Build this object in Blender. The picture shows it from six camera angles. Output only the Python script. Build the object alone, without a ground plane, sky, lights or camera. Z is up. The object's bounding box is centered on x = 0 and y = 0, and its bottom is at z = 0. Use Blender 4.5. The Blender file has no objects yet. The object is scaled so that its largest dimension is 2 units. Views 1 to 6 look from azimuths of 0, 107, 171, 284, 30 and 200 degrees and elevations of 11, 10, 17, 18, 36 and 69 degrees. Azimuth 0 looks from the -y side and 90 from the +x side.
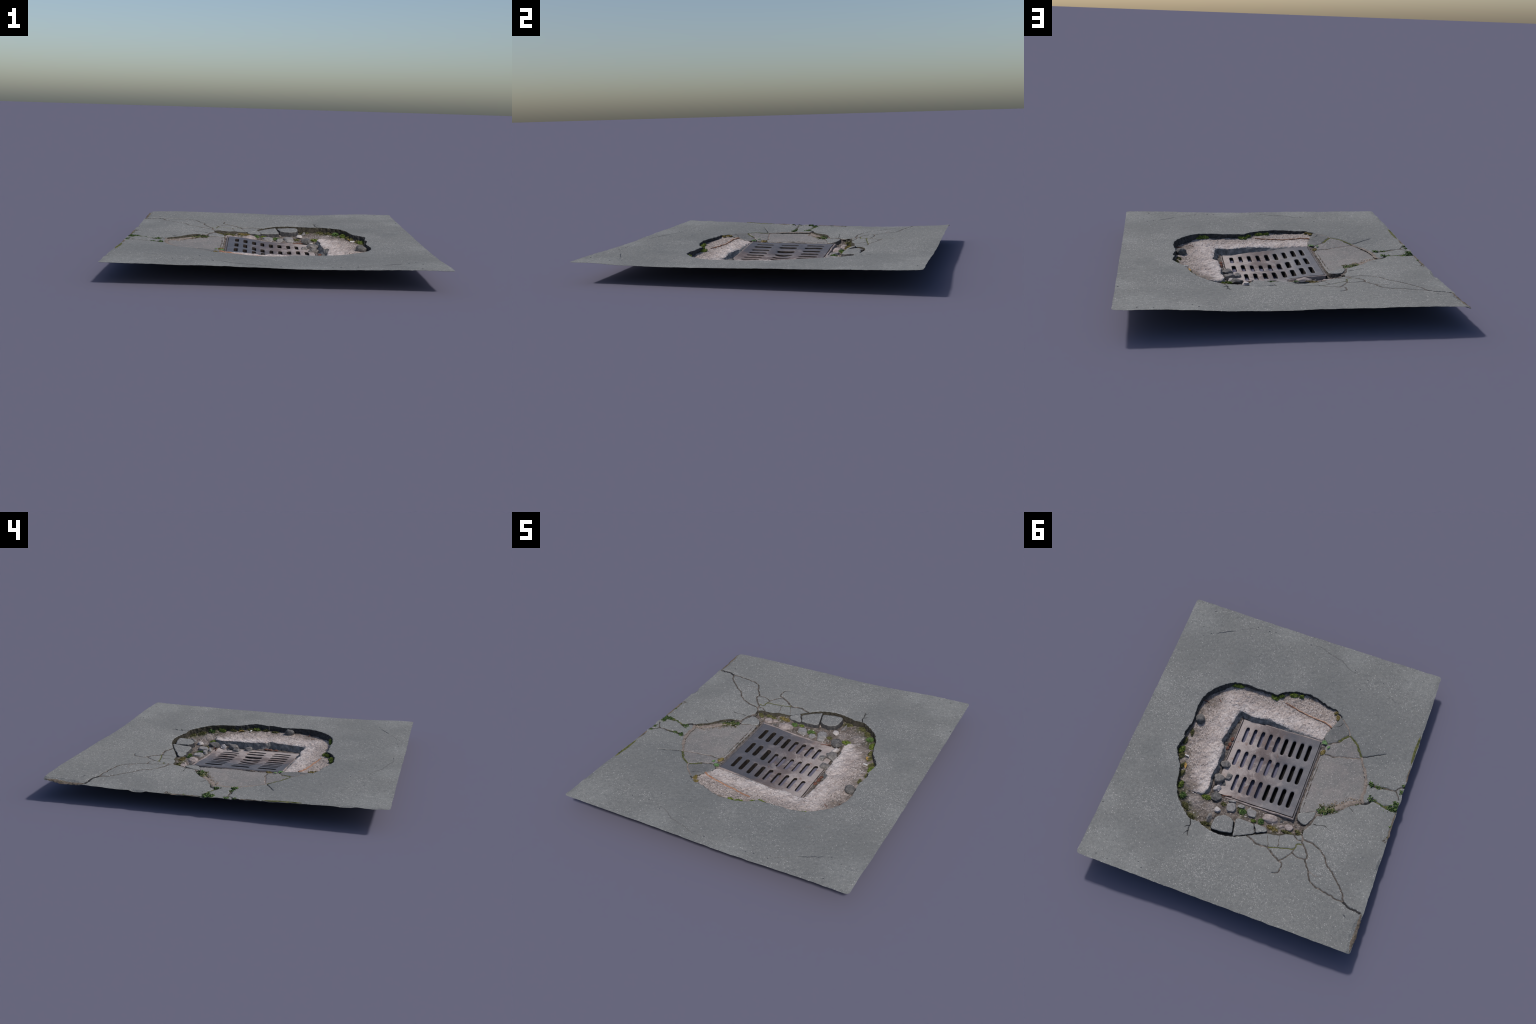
"""A square of cracked asphalt with a pothole around a sunken iron drain grate.
Built part by part: asphalt sheet, sunken asphalt patch, broken edge of the hole,
concrete collar, dirt bed, grate and its frame, broken slabs, cobbles, rocks,
moss, weeds, root and litter."""
import bpy, math, random
import numpy as np
from mathutils import Vector, Matrix, noise as mnoise

random.seed(7)
RNG = np.random.default_rng(7)

# ------------------------------------------------------------------ helpers
def _hash(ix, iy, seed):
    h = (ix * 374761393 + iy * 668265263 + seed * 974634361) & 0xFFFFFFFF
    h = ((h ^ (h >> 13)) * 1274126177) & 0xFFFFFFFF
    return ((h ^ (h >> 16)) & 0xFFFF) / 65535.0

def vnoise(x, y, scale, seed=0):
    x = np.asarray(x, float) * scale; y = np.asarray(y, float) * scale
    ix = np.floor(x).astype(np.int64); iy = np.floor(y).astype(np.int64)
    fx = x - ix; fy = y - iy
    fx = fx * fx * (3 - 2 * fx); fy = fy * fy * (3 - 2 * fy)
    a = _hash(ix, iy, seed); b = _hash(ix + 1, iy, seed)
    c = _hash(ix, iy + 1, seed); d = _hash(ix + 1, iy + 1, seed)
    return (a + (b - a) * fx + (c - a) * fy + (a - b - c + d) * fx * fy) * 2 - 1

def fbm(x, y, scale, seed=0, octaves=3):
    return sum(vnoise(x, y, scale * 2 ** k, seed + 17 * k) * .5 ** k for k in range(octaves))

def thin_plate(samples, reg):
    """Smooth surface z(x, y) through a handful of levels."""
    P = np.array(samples, float); X = P[:, :2]; n = len(X)
    U = lambda r2: np.where(r2 > 1e-12, .5 * r2 * np.log(r2 + 1e-12), 0)
    A = np.zeros((n + 3, n + 3))
    A[:n, :n] = U(((X[:, None] - X[None]) ** 2).sum(-1)) + reg * np.eye(n)
    A[:n, n] = A[n, :n] = 1; A[:n, n + 1:] = X; A[n + 1:, :n] = X.T
    w = np.linalg.solve(A, np.r_[P[:, 2], 0, 0, 0])
    def f(x, y):
        x = np.asarray(x, float); y = np.asarray(y, float)
        s = w[n] + w[n + 1] * x + w[n + 2] * y
        for i in range(n):
            s = s + w[i] * U((x - X[i, 0]) ** 2 + (y - X[i, 1]) ** 2)
        return s
    return f

def smooth_line(pts, step, closed=False, rough=0.0, seed=0):
    """Catmull-Rom through the points, resampled evenly, with a rough edge."""
    P = np.array(pts, float)
    if closed:
        Q = np.vstack([P[-1], P, P[0], P[1]])
    else:
        Q = np.vstack([2 * P[0] - P[1], P, 2 * P[-1] - P[-2]])
    out = []
    for i in range(1, len(Q) - 2):
        t = np.linspace(0, 1, 12, endpoint=False)[:, None]
        a, b, c, d = Q[i - 1], Q[i], Q[i + 1], Q[i + 2]
        out.append(.5 * (2 * b + (c - a) * t + (2 * a - 5 * b + 4 * c - d) * t ** 2 + (3 * b - a - 3 * c + d) * t ** 3))
    C = np.vstack(out + [Q[-2][None]])
    L = np.r_[0, np.cumsum(np.linalg.norm(np.diff(C, axis=0), axis=1))]
    n = max(3, int(round(L[-1] / step)))
    s = np.linspace(0, L[-1], n + 1)
    R = np.stack([np.interp(s, L, C[:, k]) for k in range(C.shape[1])], 1)
    if closed:
        R = R[:-1]
    if rough:
        R[:, 0] += rough * fbm(R[:, 0], R[:, 1], 70, seed + 3)
        R[:, 1] += rough * fbm(R[:, 0], R[:, 1], 70, seed + 9)
    return R

def normals2d(line, closed=False):
    if closed:
        t = np.roll(line, -1, 0) - np.roll(line, 1, 0)
    else:
        t = np.gradient(line, axis=0)
    t = t / (np.linalg.norm(t, axis=1, keepdims=True) + 1e-9)
    return np.stack([-t[:, 1], t[:, 0]], 1)

def inside(poly, x, y):
    c = np.zeros(x.shape, bool)
    px, py = poly[:, 0], poly[:, 1]
    m = (x > px.min()) & (x < px.max()) & (y > py.min()) & (y < py.max())
    xs, ys = x[m], y[m]; r = np.zeros(xs.shape, bool)
    j = len(poly) - 1
    for i in range(len(poly)):
        if py[i] != py[j]:
            r ^= ((py[i] > ys) != (py[j] > ys)) & (xs < (px[j] - px[i]) * (ys - py[i]) / (py[j] - py[i]) + px[i])
        j = i
    c[m] = r
    return c

def nearest(line, x, y, closed=False, reach=None):
    """Distance to a polyline, the foot point and the running index."""
    best = np.full(x.shape, 9.0); qx = np.zeros(x.shape); qy = np.zeros(x.shape); qi = np.zeros(x.shape)
    m = np.ones(x.shape, bool)
    if reach is not None:
        lo, hi = line.min(0) - reach, line.max(0) + reach
        m = (x > lo[0]) & (x < hi[0]) & (y > lo[1]) & (y < hi[1])
    idx = np.nonzero(m)
    xs, ys = x[idx], y[idx]
    b = np.full(xs.shape, 9.0); fx = np.zeros(xs.shape); fy = np.zeros(xs.shape); fi = np.zeros(xs.shape)
    n = len(line)
    for i in range(n if closed else n - 1):
        p, q = line[i], line[(i + 1) % n]; d = q - p
        t = np.clip(((xs - p[0]) * d[0] + (ys - p[1]) * d[1]) / (d @ d + 1e-15), 0, 1)
        cx, cy = p[0] + t * d[0], p[1] + t * d[1]
        r = np.hypot(xs - cx, ys - cy); k = r < b
        b[k] = r[k]; fx[k] = cx[k]; fy[k] = cy[k]; fi[k] = i + t[k]
    best[idx] = b; qx[idx] = fx; qy[idx] = fy; qi[idx] = fi
    return best, qx, qy, qi

def new_mesh(name, verts, faces, mats, parent=None, smooth=True, face_mat=None):
    me = bpy.data.meshes.new(name)
    verts = np.asarray(verts, np.float32)
    if isinstance(faces, np.ndarray):
        k = faces.shape[1]
        me.vertices.add(len(verts)); me.vertices.foreach_set("co", verts.ravel())
        me.loops.add(faces.size); me.loops.foreach_set("vertex_index", faces.astype(np.int32).ravel())
        me.polygons.add(len(faces))
        me.polygons.foreach_set("loop_start", np.arange(0, faces.size, k, dtype=np.int32))
    else:
        me.from_pydata(verts.tolist(), [], faces)
    for m in (mats if isinstance(mats, (list, tuple)) else [mats]):
        me.materials.append(m)
    if face_mat is not None:
        me.polygons.foreach_set("material_index", np.asarray(face_mat, np.int32))
    me.polygons.foreach_set("use_smooth", np.full(len(me.polygons), bool(smooth)))
    me.update(calc_edges=True); me.validate()
    ob = bpy.data.objects.new(name, me)
    bpy.context.scene.collection.objects.link(ob)
    if parent is not None:
        ob.parent = parent
    return ob

def height_sheet(name, poly_in, polys_out, zfunc, res, mats, parent, snap=None):
    """Fine grid cut to an outline; border vertices are slid on to the outline."""
    lo, hi = poly_in.min(0), poly_in.max(0)
    nx, ny = int(math.ceil((hi[0] - lo[0]) / res)), int(math.ceil((hi[1] - lo[1]) / res))
    gx, gy = np.meshgrid(np.linspace(lo[0], hi[0], nx + 1), np.linspace(lo[1], hi[1], ny + 1), indexing="ij")
    x, y = gx.ravel().copy(), gy.ravel().copy()
    for line in [poly_in] + list(polys_out):
        d, qx, qy, _ = nearest(line, x, y, True, reach=res * 2)
        k = d < res * .72
        x[k] = qx[k]; y[k] = qy[k]
    ids = np.arange((nx + 1) * (ny + 1)).reshape(nx + 1, ny + 1)
    q = np.stack([ids[:-1, :-1], ids[1:, :-1], ids[1:, 1:], ids[:-1, 1:]], -1).reshape(-1, 4)
    cx, cy = x[q].mean(1), y[q].mean(1)
    keep = inside(poly_in, cx, cy)
    for line in polys_out:
        keep &= ~inside(line, cx, cy)
    q = q[keep]
    used = np.unique(q); remap = np.zeros(len(x), np.int64); remap[used] = np.arange(len(used))
    x, y = x[used], y[used]
    return new_mesh(name, np.stack([x, y, zfunc(x, y)], 1), remap[q], mats, parent)

def loft(rows, closed):
    """Quads between successive rows of points."""
    n = len(rows[0]); V = np.vstack(rows); F = []
    for r in range(len(rows) - 1):
        for i in range(n if closed else n - 1):
            j = (i + 1) % n
            F.append((r * n + i, r * n + j, (r + 1) * n + j, (r + 1) * n + i))
    return V, np.array(F)

# ------------------------------------------------------------------ materials
class Nodes:
    def __init__(self, name):
        self.mat = bpy.data.materials.new(name); self.mat.use_nodes = True
        self.t = self.mat.node_tree; self.b = self.t.nodes["Principled BSDF"]
        self.co = self.t.nodes.new("ShaderNodeTexCoord").outputs["Object"]
    def _set(self, sock, v):
        if isinstance(v, bpy.types.NodeSocket):
            self.t.links.new(v, sock)
        elif isinstance(v, (tuple, list)):
            sock.default_value = tuple(v) + ((1,) if len(v) == 3 and len(sock.default_value) == 4 else ())
        else:
            sock.default_value = v
    def noise(self, scale, detail=3, rough=.55, dist=0.0, seed=0.0):
        n = self.t.nodes.new("ShaderNodeTexNoise"); self._set(n.inputs["Vector"], self.shift(seed) if seed else self.co)
        for k, v in (("Scale", scale), ("Detail", detail), ("Roughness", rough), ("Distortion", dist)):
            n.inputs[k].default_value = v
        return n.outputs["Fac"]
    def shift(self, s, scale=(1, 1, 1)):
        n = self.t.nodes.new("ShaderNodeMapping"); self._set(n.inputs["Vector"], self.co)
        n.inputs["Location"].default_value = (s, s * .7, s * .3); n.inputs["Scale"].default_value = scale
        return n.outputs[0]
    def voronoi(self, scale, seed=0.0, rand=1.0, flat=True):
        n = self.t.nodes.new("ShaderNodeTexVoronoi"); self._set(n.inputs["Vector"], self.shift(seed) if seed else self.co)
        n.voronoi_dimensions = "2D" if flat else "3D"
        n.inputs["Scale"].default_value = scale; n.inputs["Randomness"].default_value = rand
        s = self.t.nodes.new("ShaderNodeSeparateColor"); self.t.links.new(n.outputs["Color"], s.inputs[0])
        return n.outputs["Distance"], s.outputs[0], s.outputs[1]
    def math(self, op, a, b=0.0, clamp=False):
        n = self.t.nodes.new("ShaderNodeMath"); n.operation = op; n.use_clamp = clamp
        self._set(n.inputs[0], a); self._set(n.inputs[1], b)
        return n.outputs[0]
    def range(self, v, a, b, c=0.0, d=1.0):
        n = self.t.nodes.new("ShaderNodeMapRange"); n.interpolation_type = "SMOOTHSTEP"
        self._set(n.inputs[0], v)
        for i, k in enumerate((a, b, c, d), 1):
            self._set(n.inputs[i], k)
        return n.outputs[0]
    def mix(self, f, a, b, mode="MIX"):
        n = self.t.nodes.new("ShaderNodeMix"); n.data_type = "RGBA"; n.blend_type = mode
        self._set(n.inputs[0], f); self._set(n.inputs[6], a); self._set(n.inputs[7], b)
        return n.outputs[2]
    def ramp(self, f, stops):
        n = self.t.nodes.new("ShaderNodeValToRGB"); e = n.color_ramp.elements
        while len(e) < len(stops):
            e.new(.5)
        for el, (p, c) in zip(e, stops):
            el.position = p; el.color = (*c, 1)
        self._set(n.inputs[0], f)
        return n.outputs[0]
    def axis(self, k):
        n = self.t.nodes.new("ShaderNodeSeparateXYZ"); self.t.links.new(self.co, n.inputs[0]); return n.outputs[k]
    def spots(self, centres):
        """Soft round patches given as (x, y, radius); returns 0..1."""
        flat = self.t.nodes.new("ShaderNodeVectorMath"); flat.operation = "MULTIPLY"
        self.t.links.new(self.co, flat.inputs[0]); flat.inputs[1].default_value = (1, 1, 0)
        wob = self.noise(9, 3); total = None
        for x, y, r in centres:
            d = self.t.nodes.new("ShaderNodeVectorMath"); d.operation = "DISTANCE"
            self.t.links.new(flat.outputs[0], d.inputs[0]); d.inputs[1].default_value = (x, y, 0)
            dd = self.math("ADD", d.outputs["Value"], self.math("MULTIPLY", self.math("SUBTRACT", wob, .5), r * .9))
            m = self.range(dd, r * .25, r * 1.15, 1, 0)
            total = m if total is None else self.math("MAXIMUM", total, m)
        return total
    def bump(self, h, strength, dist):
        n = self.t.nodes.new("ShaderNodeBump"); n.inputs["Strength"].default_value = strength
        n.inputs["Distance"].default_value = dist; self._set(n.inputs["Height"], h)
        self.t.links.new(n.outputs[0], self.b.inputs["Normal"])
    def done(self, colour, rough=.9, spec=.25, metal=0.0):
        self._set(self.b.inputs["Base Color"], colour); self._set(self.b.inputs["Roughness"], rough)
        self.b.inputs["Specular IOR Level"].default_value = spec; self.b.inputs["Metallic"].default_value = metal
        return self.mat

def asphalt_material(name, tint=(1, 1, 1), dusty=0.0, patches=True, dense=.42):
    n = Nodes(name)
    big = n.noise(2.6, 4, .6, .4)
    base = n.ramp(big, [(.3, (.178, .181, .177)), (.52, (.190, .192, .187)), (.72, (.203, .204, .198))])
    density = n.math("ADD", n.math("MULTIPLY", n.range(n.noise(3.2, 5, .7, .3, 4.2), .36, .68), .22), .09)
    if patches:
        dark = n.spots([(.40, .70, .14), (.66, .33, .10), (.74, .17, .10), (-.81, .40, .10), (.73, -.64, .18), (-.47, -.45, .1), (.45, -.64, .16), (-.69, -.47, .16), (-.2, -.68, .2), (-.55, -.62, .15)])
        base = n.mix(n.math("MULTIPLY", dark, .26), base, (.158, .162, .160))
        light = n.spots([(.78, .90, .22), (.85, -.86, .2), (-.78, -.93, .2), (-.90, .60, .12), (.2, -.97, .12), (-.3, -.97, .16), (.9, .6, .12), (.88, -.3, .1), (.55, .95, .12)])
        base = n.mix(n.math("MULTIPLY", light, .6), base, (.245, .248, .240))
        speck = n.spots([(.60, .52, .15), (.14, .79, .2), (-.17, .84, .16), (.72, -.17, .2), (.31, -.6, .12), (.1, .6, .12), (-.57, .35, .16), (-.58, .54, .12), (.62, .15, .12), (.42, .52, .1), (.0, -.66, .1), (.64, -.4, .1)])
        density = n.math("ADD", density, n.math("MULTIPLY", speck, .5))
        density = n.math("SUBTRACT", density, n.math("MULTIPLY", dark, .3))
        density = n.math("MAXIMUM", density, .06)
    else:
        density = n.math("ADD", density, dense * .4)
    grain = n.noise(330, 2, .7)
    base = n.mix(1.0, base, n.ramp(grain, [(.25, (.80, .80, .80)), (.75, (1.20, 1.20, 1.20))]), "MULTIPLY")
    mid = n.noise(60, 3, .65)
    base = n.mix(1.0, base, n.ramp(mid, [(.3, (.88, .88, .885)), (.7, (1.12, 1.12, 1.115))]), "MULTIPLY")
    d1, r1, s1 = n.voronoi(105)
    on1 = n.math("LESS_THAN", r1, n.math("MULTIPLY", density, .75))
    fleck1 = n.math("MULTIPLY", on1, n.range(d1, n.math("MULTIPLY", s1, .22), n.math("ADD", n.math("MULTIPLY", s1, .30), .20), 1, 0))
    d2, r2, s2 = n.voronoi(150, 3.7)
    on2 = n.math("LESS_THAN", r2, n.math("ADD", n.math("MULTIPLY", density, .8), .04))
    fleck2 = n.math("MULTIPLY", on2, n.range(d2, .1, .45, .6, 0))
    fleck = n.math("MAXIMUM", fleck1, fleck2)
    col = n.mix(n.math("MULTIPLY", fleck, .58), base, n.mix(s1, (.40, .385, .37), (.50, .485, .465)))
    d3, r3, s3 = n.voronoi(95, 9.1)
    col = n.mix(n.math("MULTIPLY", n.math("LESS_THAN", r3, .12), n.range(d3, .1, .35, .45, 0)), col, (.08, .08, .085))
    col = n.mix(1.0, col, tint, "MULTIPLY")
    if dusty:
        col = n.mix(n.math("MULTIPLY", n.range(n.noise(14, 4, .6, 0, 2.2), .35, .7), dusty), col, (.27, .235, .225))
    n.bump(n.math("ADD", grain, n.math("MULTIPLY", mid, .6)), .35, .0012)
    return n.done(col, .92, .2)

def plain_material(name, stops, scale=40, rough=.9, bump=.4, detail=4, spec=.2, flecks=None, bump_dist=.002, flat=False):
    n = Nodes(name)
    f = n.noise(scale, detail, .65)
    col = n.ramp(f, stops)
    if flecks:
        s, share, c = flecks
        d, r, q = n.voronoi(s, flat=flat)
        col = n.mix(n.math("MULTIPLY", n.math("LESS_THAN", r, share), n.range(d, .15, .42, .85, 0)), col, c)
    if bump:
        n.bump(n.noise(scale * 3.2, 3, .7), bump, bump_dist)
    return n.done(col, rough, spec)

def concrete_material():
    n = Nodes("pale_concrete")
    col = n.ramp(n.noise(11, 5, .65), [(.3, (.355, .300, .280)), (.5, (.475, .412, .388)), (.72, (.60, .535, .508))])
    # towards the rim the concrete is dirtier, browner and more pebbly
    x, y = n.axis(0), n.axis(1)
    away = n.math("MAXIMUM", n.math("SUBTRACT", -.385, y), n.math("SUBTRACT", x, .415))
    away = n.math("ADD", away, n.math("MULTIPLY", n.math("SUBTRACT", n.noise(16, 4), .5), .12))
    dirt = n.range(away, -.03, .10)
    brown = n.ramp(n.noise(70, 4, .7), [(.3, (.20, .165, .145)), (.5, (.34, .292, .268)), (.72, (.47, .42, .395))])
    col = n.mix(n.math("MULTIPLY", dirt, .86), col, brown)
    clean = n.math("MULTIPLY", n.range(away, -.07, .03, 1, 0), n.range(n.noise(15, 4, .6, 0, 5.5), .38, .6))
    col = n.mix(n.math("MULTIPLY", clean, .75), col, (.60, .548, .528))
    corner = n.spots([(.53, -.30, .08), (.56, -.05, .05), (.55, .1, .05), (.50, .25, .08), (.3, -.49, .03), (.05, -.53, .05), (-.32, -.37, .035), (.42, .31, .07), (.575, .04, .045), (.525, .20, .045), (.48, .33, .05), (.575, -.21, .05), (.50, -.40, .04), (-.12, -.56, .035)])
    col = n.mix(n.math("MULTIPLY", corner, .85), col, n.ramp(n.noise(50, 3, .7), [(.3, (.10, .085, .072)), (.7, (.27, .225, .195))]))
    d, r, s = n.voronoi(85)
    share = n.math("ADD", n.math("MULTIPLY", dirt, .35), n.math("MULTIPLY", n.range(n.noise(9, 3, .6, 0, 3), .4, .65), .3))
    col = n.mix(n.math("MULTIPLY", n.math("LESS_THAN", r, share), n.range(d, .12, .42, .75, 0)), col, (.10, .09, .088))
    d2, r2, s2 = n.voronoi(70, 5.0)
    col = n.mix(n.math("MULTIPLY", n.math("LESS_THAN", r2, .16), n.range(d2, .1, .36, .7, 0)), col, (.60, .56, .54))
    stain = n.range(n.noise(26, 5, .7, .5, 8), .55, .72)
    col = n.mix(n.math("MULTIPLY", stain, .45), col, (.20, .16, .14))
    g = n.noise(200, 2, .7)
    col = n.mix(1.0, col, n.ramp(g, [(.3, (.74, .72, .71)), (.7, (1.2, 1.2, 1.2))]), "MULTIPLY")
    blot = n.noise(75, 3, .7, .3, 2.5)
    col = n.mix(1.0, col, n.ramp(blot, [(.34, (.72, .69, .67)), (.5, (1, 1, 1)), (.68, (1.14, 1.13, 1.13))]), "MULTIPLY")
    n.bump(n.math("ADD", g, n.math("MULTIPLY", n.noise(60, 4, .7), 1.5)), .7, .003)
    return n.done(col, .95, .15)

def dirt_material():
    n = Nodes("pebbly_dirt")
    col = n.ramp(n.noise(38, 5, .7), [(.28, (.060, .050, .042)), (.5, (.142, .118, .104)), (.7, (.26, .222, .20))])
    pale = n.spots([(.36, .40, .07), (.24, .40, .05), (.12, .36, .04), (-.28, .36, .04)])
    col = n.mix(n.math("MULTIPLY", pale, .55), col, n.ramp(n.noise(60, 4, .7), [(.3, (.20, .17, .155)), (.7, (.42, .375, .36))]))
    moss = n.spots([(.46, .39, .06), (.40, .46, .06), (.33, .51, .05), (.22, .53, .05), (.30, .345, .03), (.03, .37, .035), (-.1, .39, .03), (-.2, .405, .04)])
    col = n.mix(n.math("MULTIPLY", moss, .75), col, n.ramp(n.noise(80, 3, .7), [(.35, (.045, .045, .028)), (.65, (.115, .118, .055))]))
    d, r, s = n.voronoi(75)
    col = n.mix(n.math("MULTIPLY", n.math("LESS_THAN", r, .28), n.range(d, .1, .42, .8, 0)), col, n.mix(s, (.11, .10, .098), (.50, .45, .43)))
    n.bump(n.math("ADD", n.noise(150, 3, .7), n.math("MULTIPLY", d, -.8)), .8, .004)
    return n.done(col, .97, .1)

def iron_material():
    n = Nodes("worn_cast_iron")
    x, y = n.axis(0), n.axis(1)
    wob = n.math("MULTIPLY", n.math("SUBTRACT", n.noise(7, 4, .6), .5), .5)
    rusty = n.range(n.math("ADD", n.math("ADD", x, wob), n.math("MULTIPLY", y, -.12)), -.20, .16)
    col = n.mix(rusty, (.102, .100, .114), (.172, .136, .130))
    dust = n.math("MULTIPLY", n.range(n.noise(13, 5, .7, .4, 1.3), .47, .66), n.range(n.math("ADD", x, wob), -.22, .22, .12, 1))
    col = n.mix(n.math("MULTIPLY", dust, .8), col, (.40, .35, .335))
    edge = n.range(n.math("ADD", x, n.math("MULTIPLY", n.math("SUBTRACT", n.noise(22, 4), .5), .18)), .06, .25)
    col = n.mix(n.math("MULTIPLY", edge, .8), col, (.46, .40, .378))
    rust = n.range(n.noise(24, 5, .7, .6, 6.0), .55, .72)
    col = n.mix(n.math("MULTIPLY", rust, n.math("ADD", n.math("MULTIPLY", rusty, .65), .12)), col, (.21, .105, .065))
    g = n.noise(180, 3, .7)
    col = n.mix(1.0, col, n.ramp(g, [(.25, (.80, .80, .80)), (.75, (1.18, 1.18, 1.18))]), "MULTIPLY")
    n.bump(n.math("ADD", g, n.noise(35, 4, .6)), .35, .002)
    return n.done(col, n.range(rusty, 0, 1, .55, .85), .35, .15)

ASPHALT = asphalt_material("speckled_asphalt")
ASPHALT_PATCH = asphalt_material("dusty_asphalt", (1.05, 1.0, .99), .42, False, .35)
ASPHALT_DARK = asphalt_material("dark_asphalt", (.80, .79, .80), .1, False, .1)
ASPHALT_SLAB = asphalt_material("broken_asphalt_top", (.93, .93, .94), 0, False, .5)
BROKEN = plain_material("broken_asphalt_side", [(.3, (.030, .030, .033)), (.55, (.062, .060, .062)), (.75, (.115, .108, .104))], 60, bump=.9, bump_dist=.004)
SOILWALL = plain_material("damp_soil_side", [(.3, (.028, .025, .020)), (.55, (.058, .052, .040)), (.75, (.10, .092, .072))], 55, bump=.9, bump_dist=.004)
UNDER = plain_material("asphalt_underside", [(.3, (.05, .05, .05)), (.7, (.09, .09, .09))], 30, bump=0)
CONCRETE = concrete_material()
CONCRETE_SIDE_DARKENED = plain_material("concrete_side_shade_tinted", [(.28, (.115, .112, .114)), (.5, (.215, .206, .202)), (.72, (.36, .34, .33))], 34, bump=1.0, bump_dist=.004, flecks=(110, .2, (.06, .06, .065)))  # darker than the collar top: shade of the inner faces baked into the colour
DIRT = dirt_material()
IRON = iron_material()
IRON_IN = plain_material("slot_side_iron", [(.3, (.010, .009, .009)), (.6, (.030, .023, .020)), (.8, (.065, .043, .032))], 45, .8)  # iron darkened so sunlit slot walls still read as unlit depth
SLOT_BLACK = plain_material("slot_floor_black", [(.3, (.004, .004, .004)), (.7, (.010, .009, .009))], 30, bump=0)  # almost black base colour of the slot floors
FRAME = plain_material("rusty_frame_iron", [(.3, (.16, .135, .13)), (.52, (.27, .225, .215)), (.72, (.40, .34, .325))], 28, .85)
ROCK = plain_material("grey_rock", [(.3, (.110, .102, .098)), (.52, (.180, .167, .160)), (.75, (.28, .26, .25))], 55, bump=.9, flecks=(130, .22, (.42, .40, .385)))
ROCK_DARK = plain_material("dark_rock", [(.3, (.070, .067, .066)), (.52, (.122, .116, .113)), (.75, (.20, .19, .184))], 55, bump=.9, flecks=(130, .12, (.3, .29, .28)))
COBBLE = plain_material("cobble_stone", [(.3, (.17, .162, .160)), (.52, (.235, .224, .222)), (.75, (.31, .296, .29))], 60, bump=.7, flecks=(120, .25, (.46, .435, .42)))
COBBLE_PINK = plain_material("pink_cobble_stone", [(.3, (.20, .165, .155)), (.52, (.31, .262, .25)), (.75, (.42, .372, .358))], 55, bump=.7, flecks=(120, .25, (.13, .115, .11)))
PALE = plain_material("pale_stone", [(.3, (.36, .325, .315)), (.7, (.52, .48, .465))], 50, bump=.4)
MOSS = plain_material("moss_green", [(.3, (.042, .062, .016)), (.5, (.120, .165, .036)), (.70, (.27, .30, .070))], 90, bump=0, spec=.1)
MOSS_DULL = plain_material("olive_moss", [(.3, (.045, .046, .022)), (.5, (.105, .105, .045)), (.72, (.20, .18, .078))], 80, bump=0, spec=.1)
MOSS_YELLOW = plain_material("yellow_moss", [(.3, (.09, .07, .025)), (.5, (.19, .15, .055)), (.72, (.31, .24, .10))], 80, bump=0, spec=.1)
DRYGRASS = plain_material("dry_grass", [(.3, (.17, .125, .085)), (.52, (.29, .215, .155)), (.75, (.40, .31, .235))], 60, bump=0)
WEED = plain_material("weed_leaf", [(.3, (.045, .085, .024)), (.5, (.085, .145, .042)), (.72, (.15, .22, .07))], 60, bump=0, spec=.3)
LEAFGREEN = plain_material("fresh_leaf", [(.3, (.075, .15, .05)), (.7, (.15, .26, .10))], 40, bump=0, spec=.3, rough=.6)
ROOT = plain_material("orange_root", [(.3, (.24, .12, .075)), (.7, (.44, .25, .165))], 50, bump=.4)
RED = plain_material("red_rotting_bits", [(.3, (.075, .034, .026)), (.7, (.22, .10, .072))], 60, bump=.4)
OCHRE = plain_material("ochre_leaf", [(.3, (.30, .16, .04)), (.7, (.50, .31, .10))], 60, bump=0)
PAPER = plain_material("white_scrap", [(.3, (.62, .60, .58)), (.7, (.74, .72, .70))], 60, bump=0)
CRACK_SOIL = plain_material("crack_soil", [(.3, (.045, .040, .036)), (.5, (.085, .073, .064)), (.68, (.23, .19, .165))], 45, bump=.5)
CRACK_DARK = plain_material("crack_soil_shadow_painted", [(.3, (.018, .018, .020)), (.6, (.040, .038, .038)), (.8, (.075, .068, .062))], 45, bump=.5)  # shadow inside narrow cracks drawn by a very dark ribbon colour
CRACK_TAN = plain_material("crack_dust", [(.3, (.13, .105, .088)), (.52, (.23, .19, .165)), (.75, (.33, .285, .255))], 50, bump=.5)
CRACK_MOSS = plain_material("crack_moss", [(.3, (.040, .045, .020)), (.52, (.095, .102, .036)), (.75, (.19, .16, .07))], 55, bump=.5)
EDGE_SOIL = plain_material("edge_soil", [(.3, (.055, .045, .035)), (.5, (.14, .112, .088)), (.72, (.26, .215, .18))], 40, bump=.8, flecks=(60, .3, (.075, .09, .03)))
TAR = plain_material("tar_chip", [(.3, (.035, .04, .05)), (.7, (.07, .075, .09))], 60, bump=.3)

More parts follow.
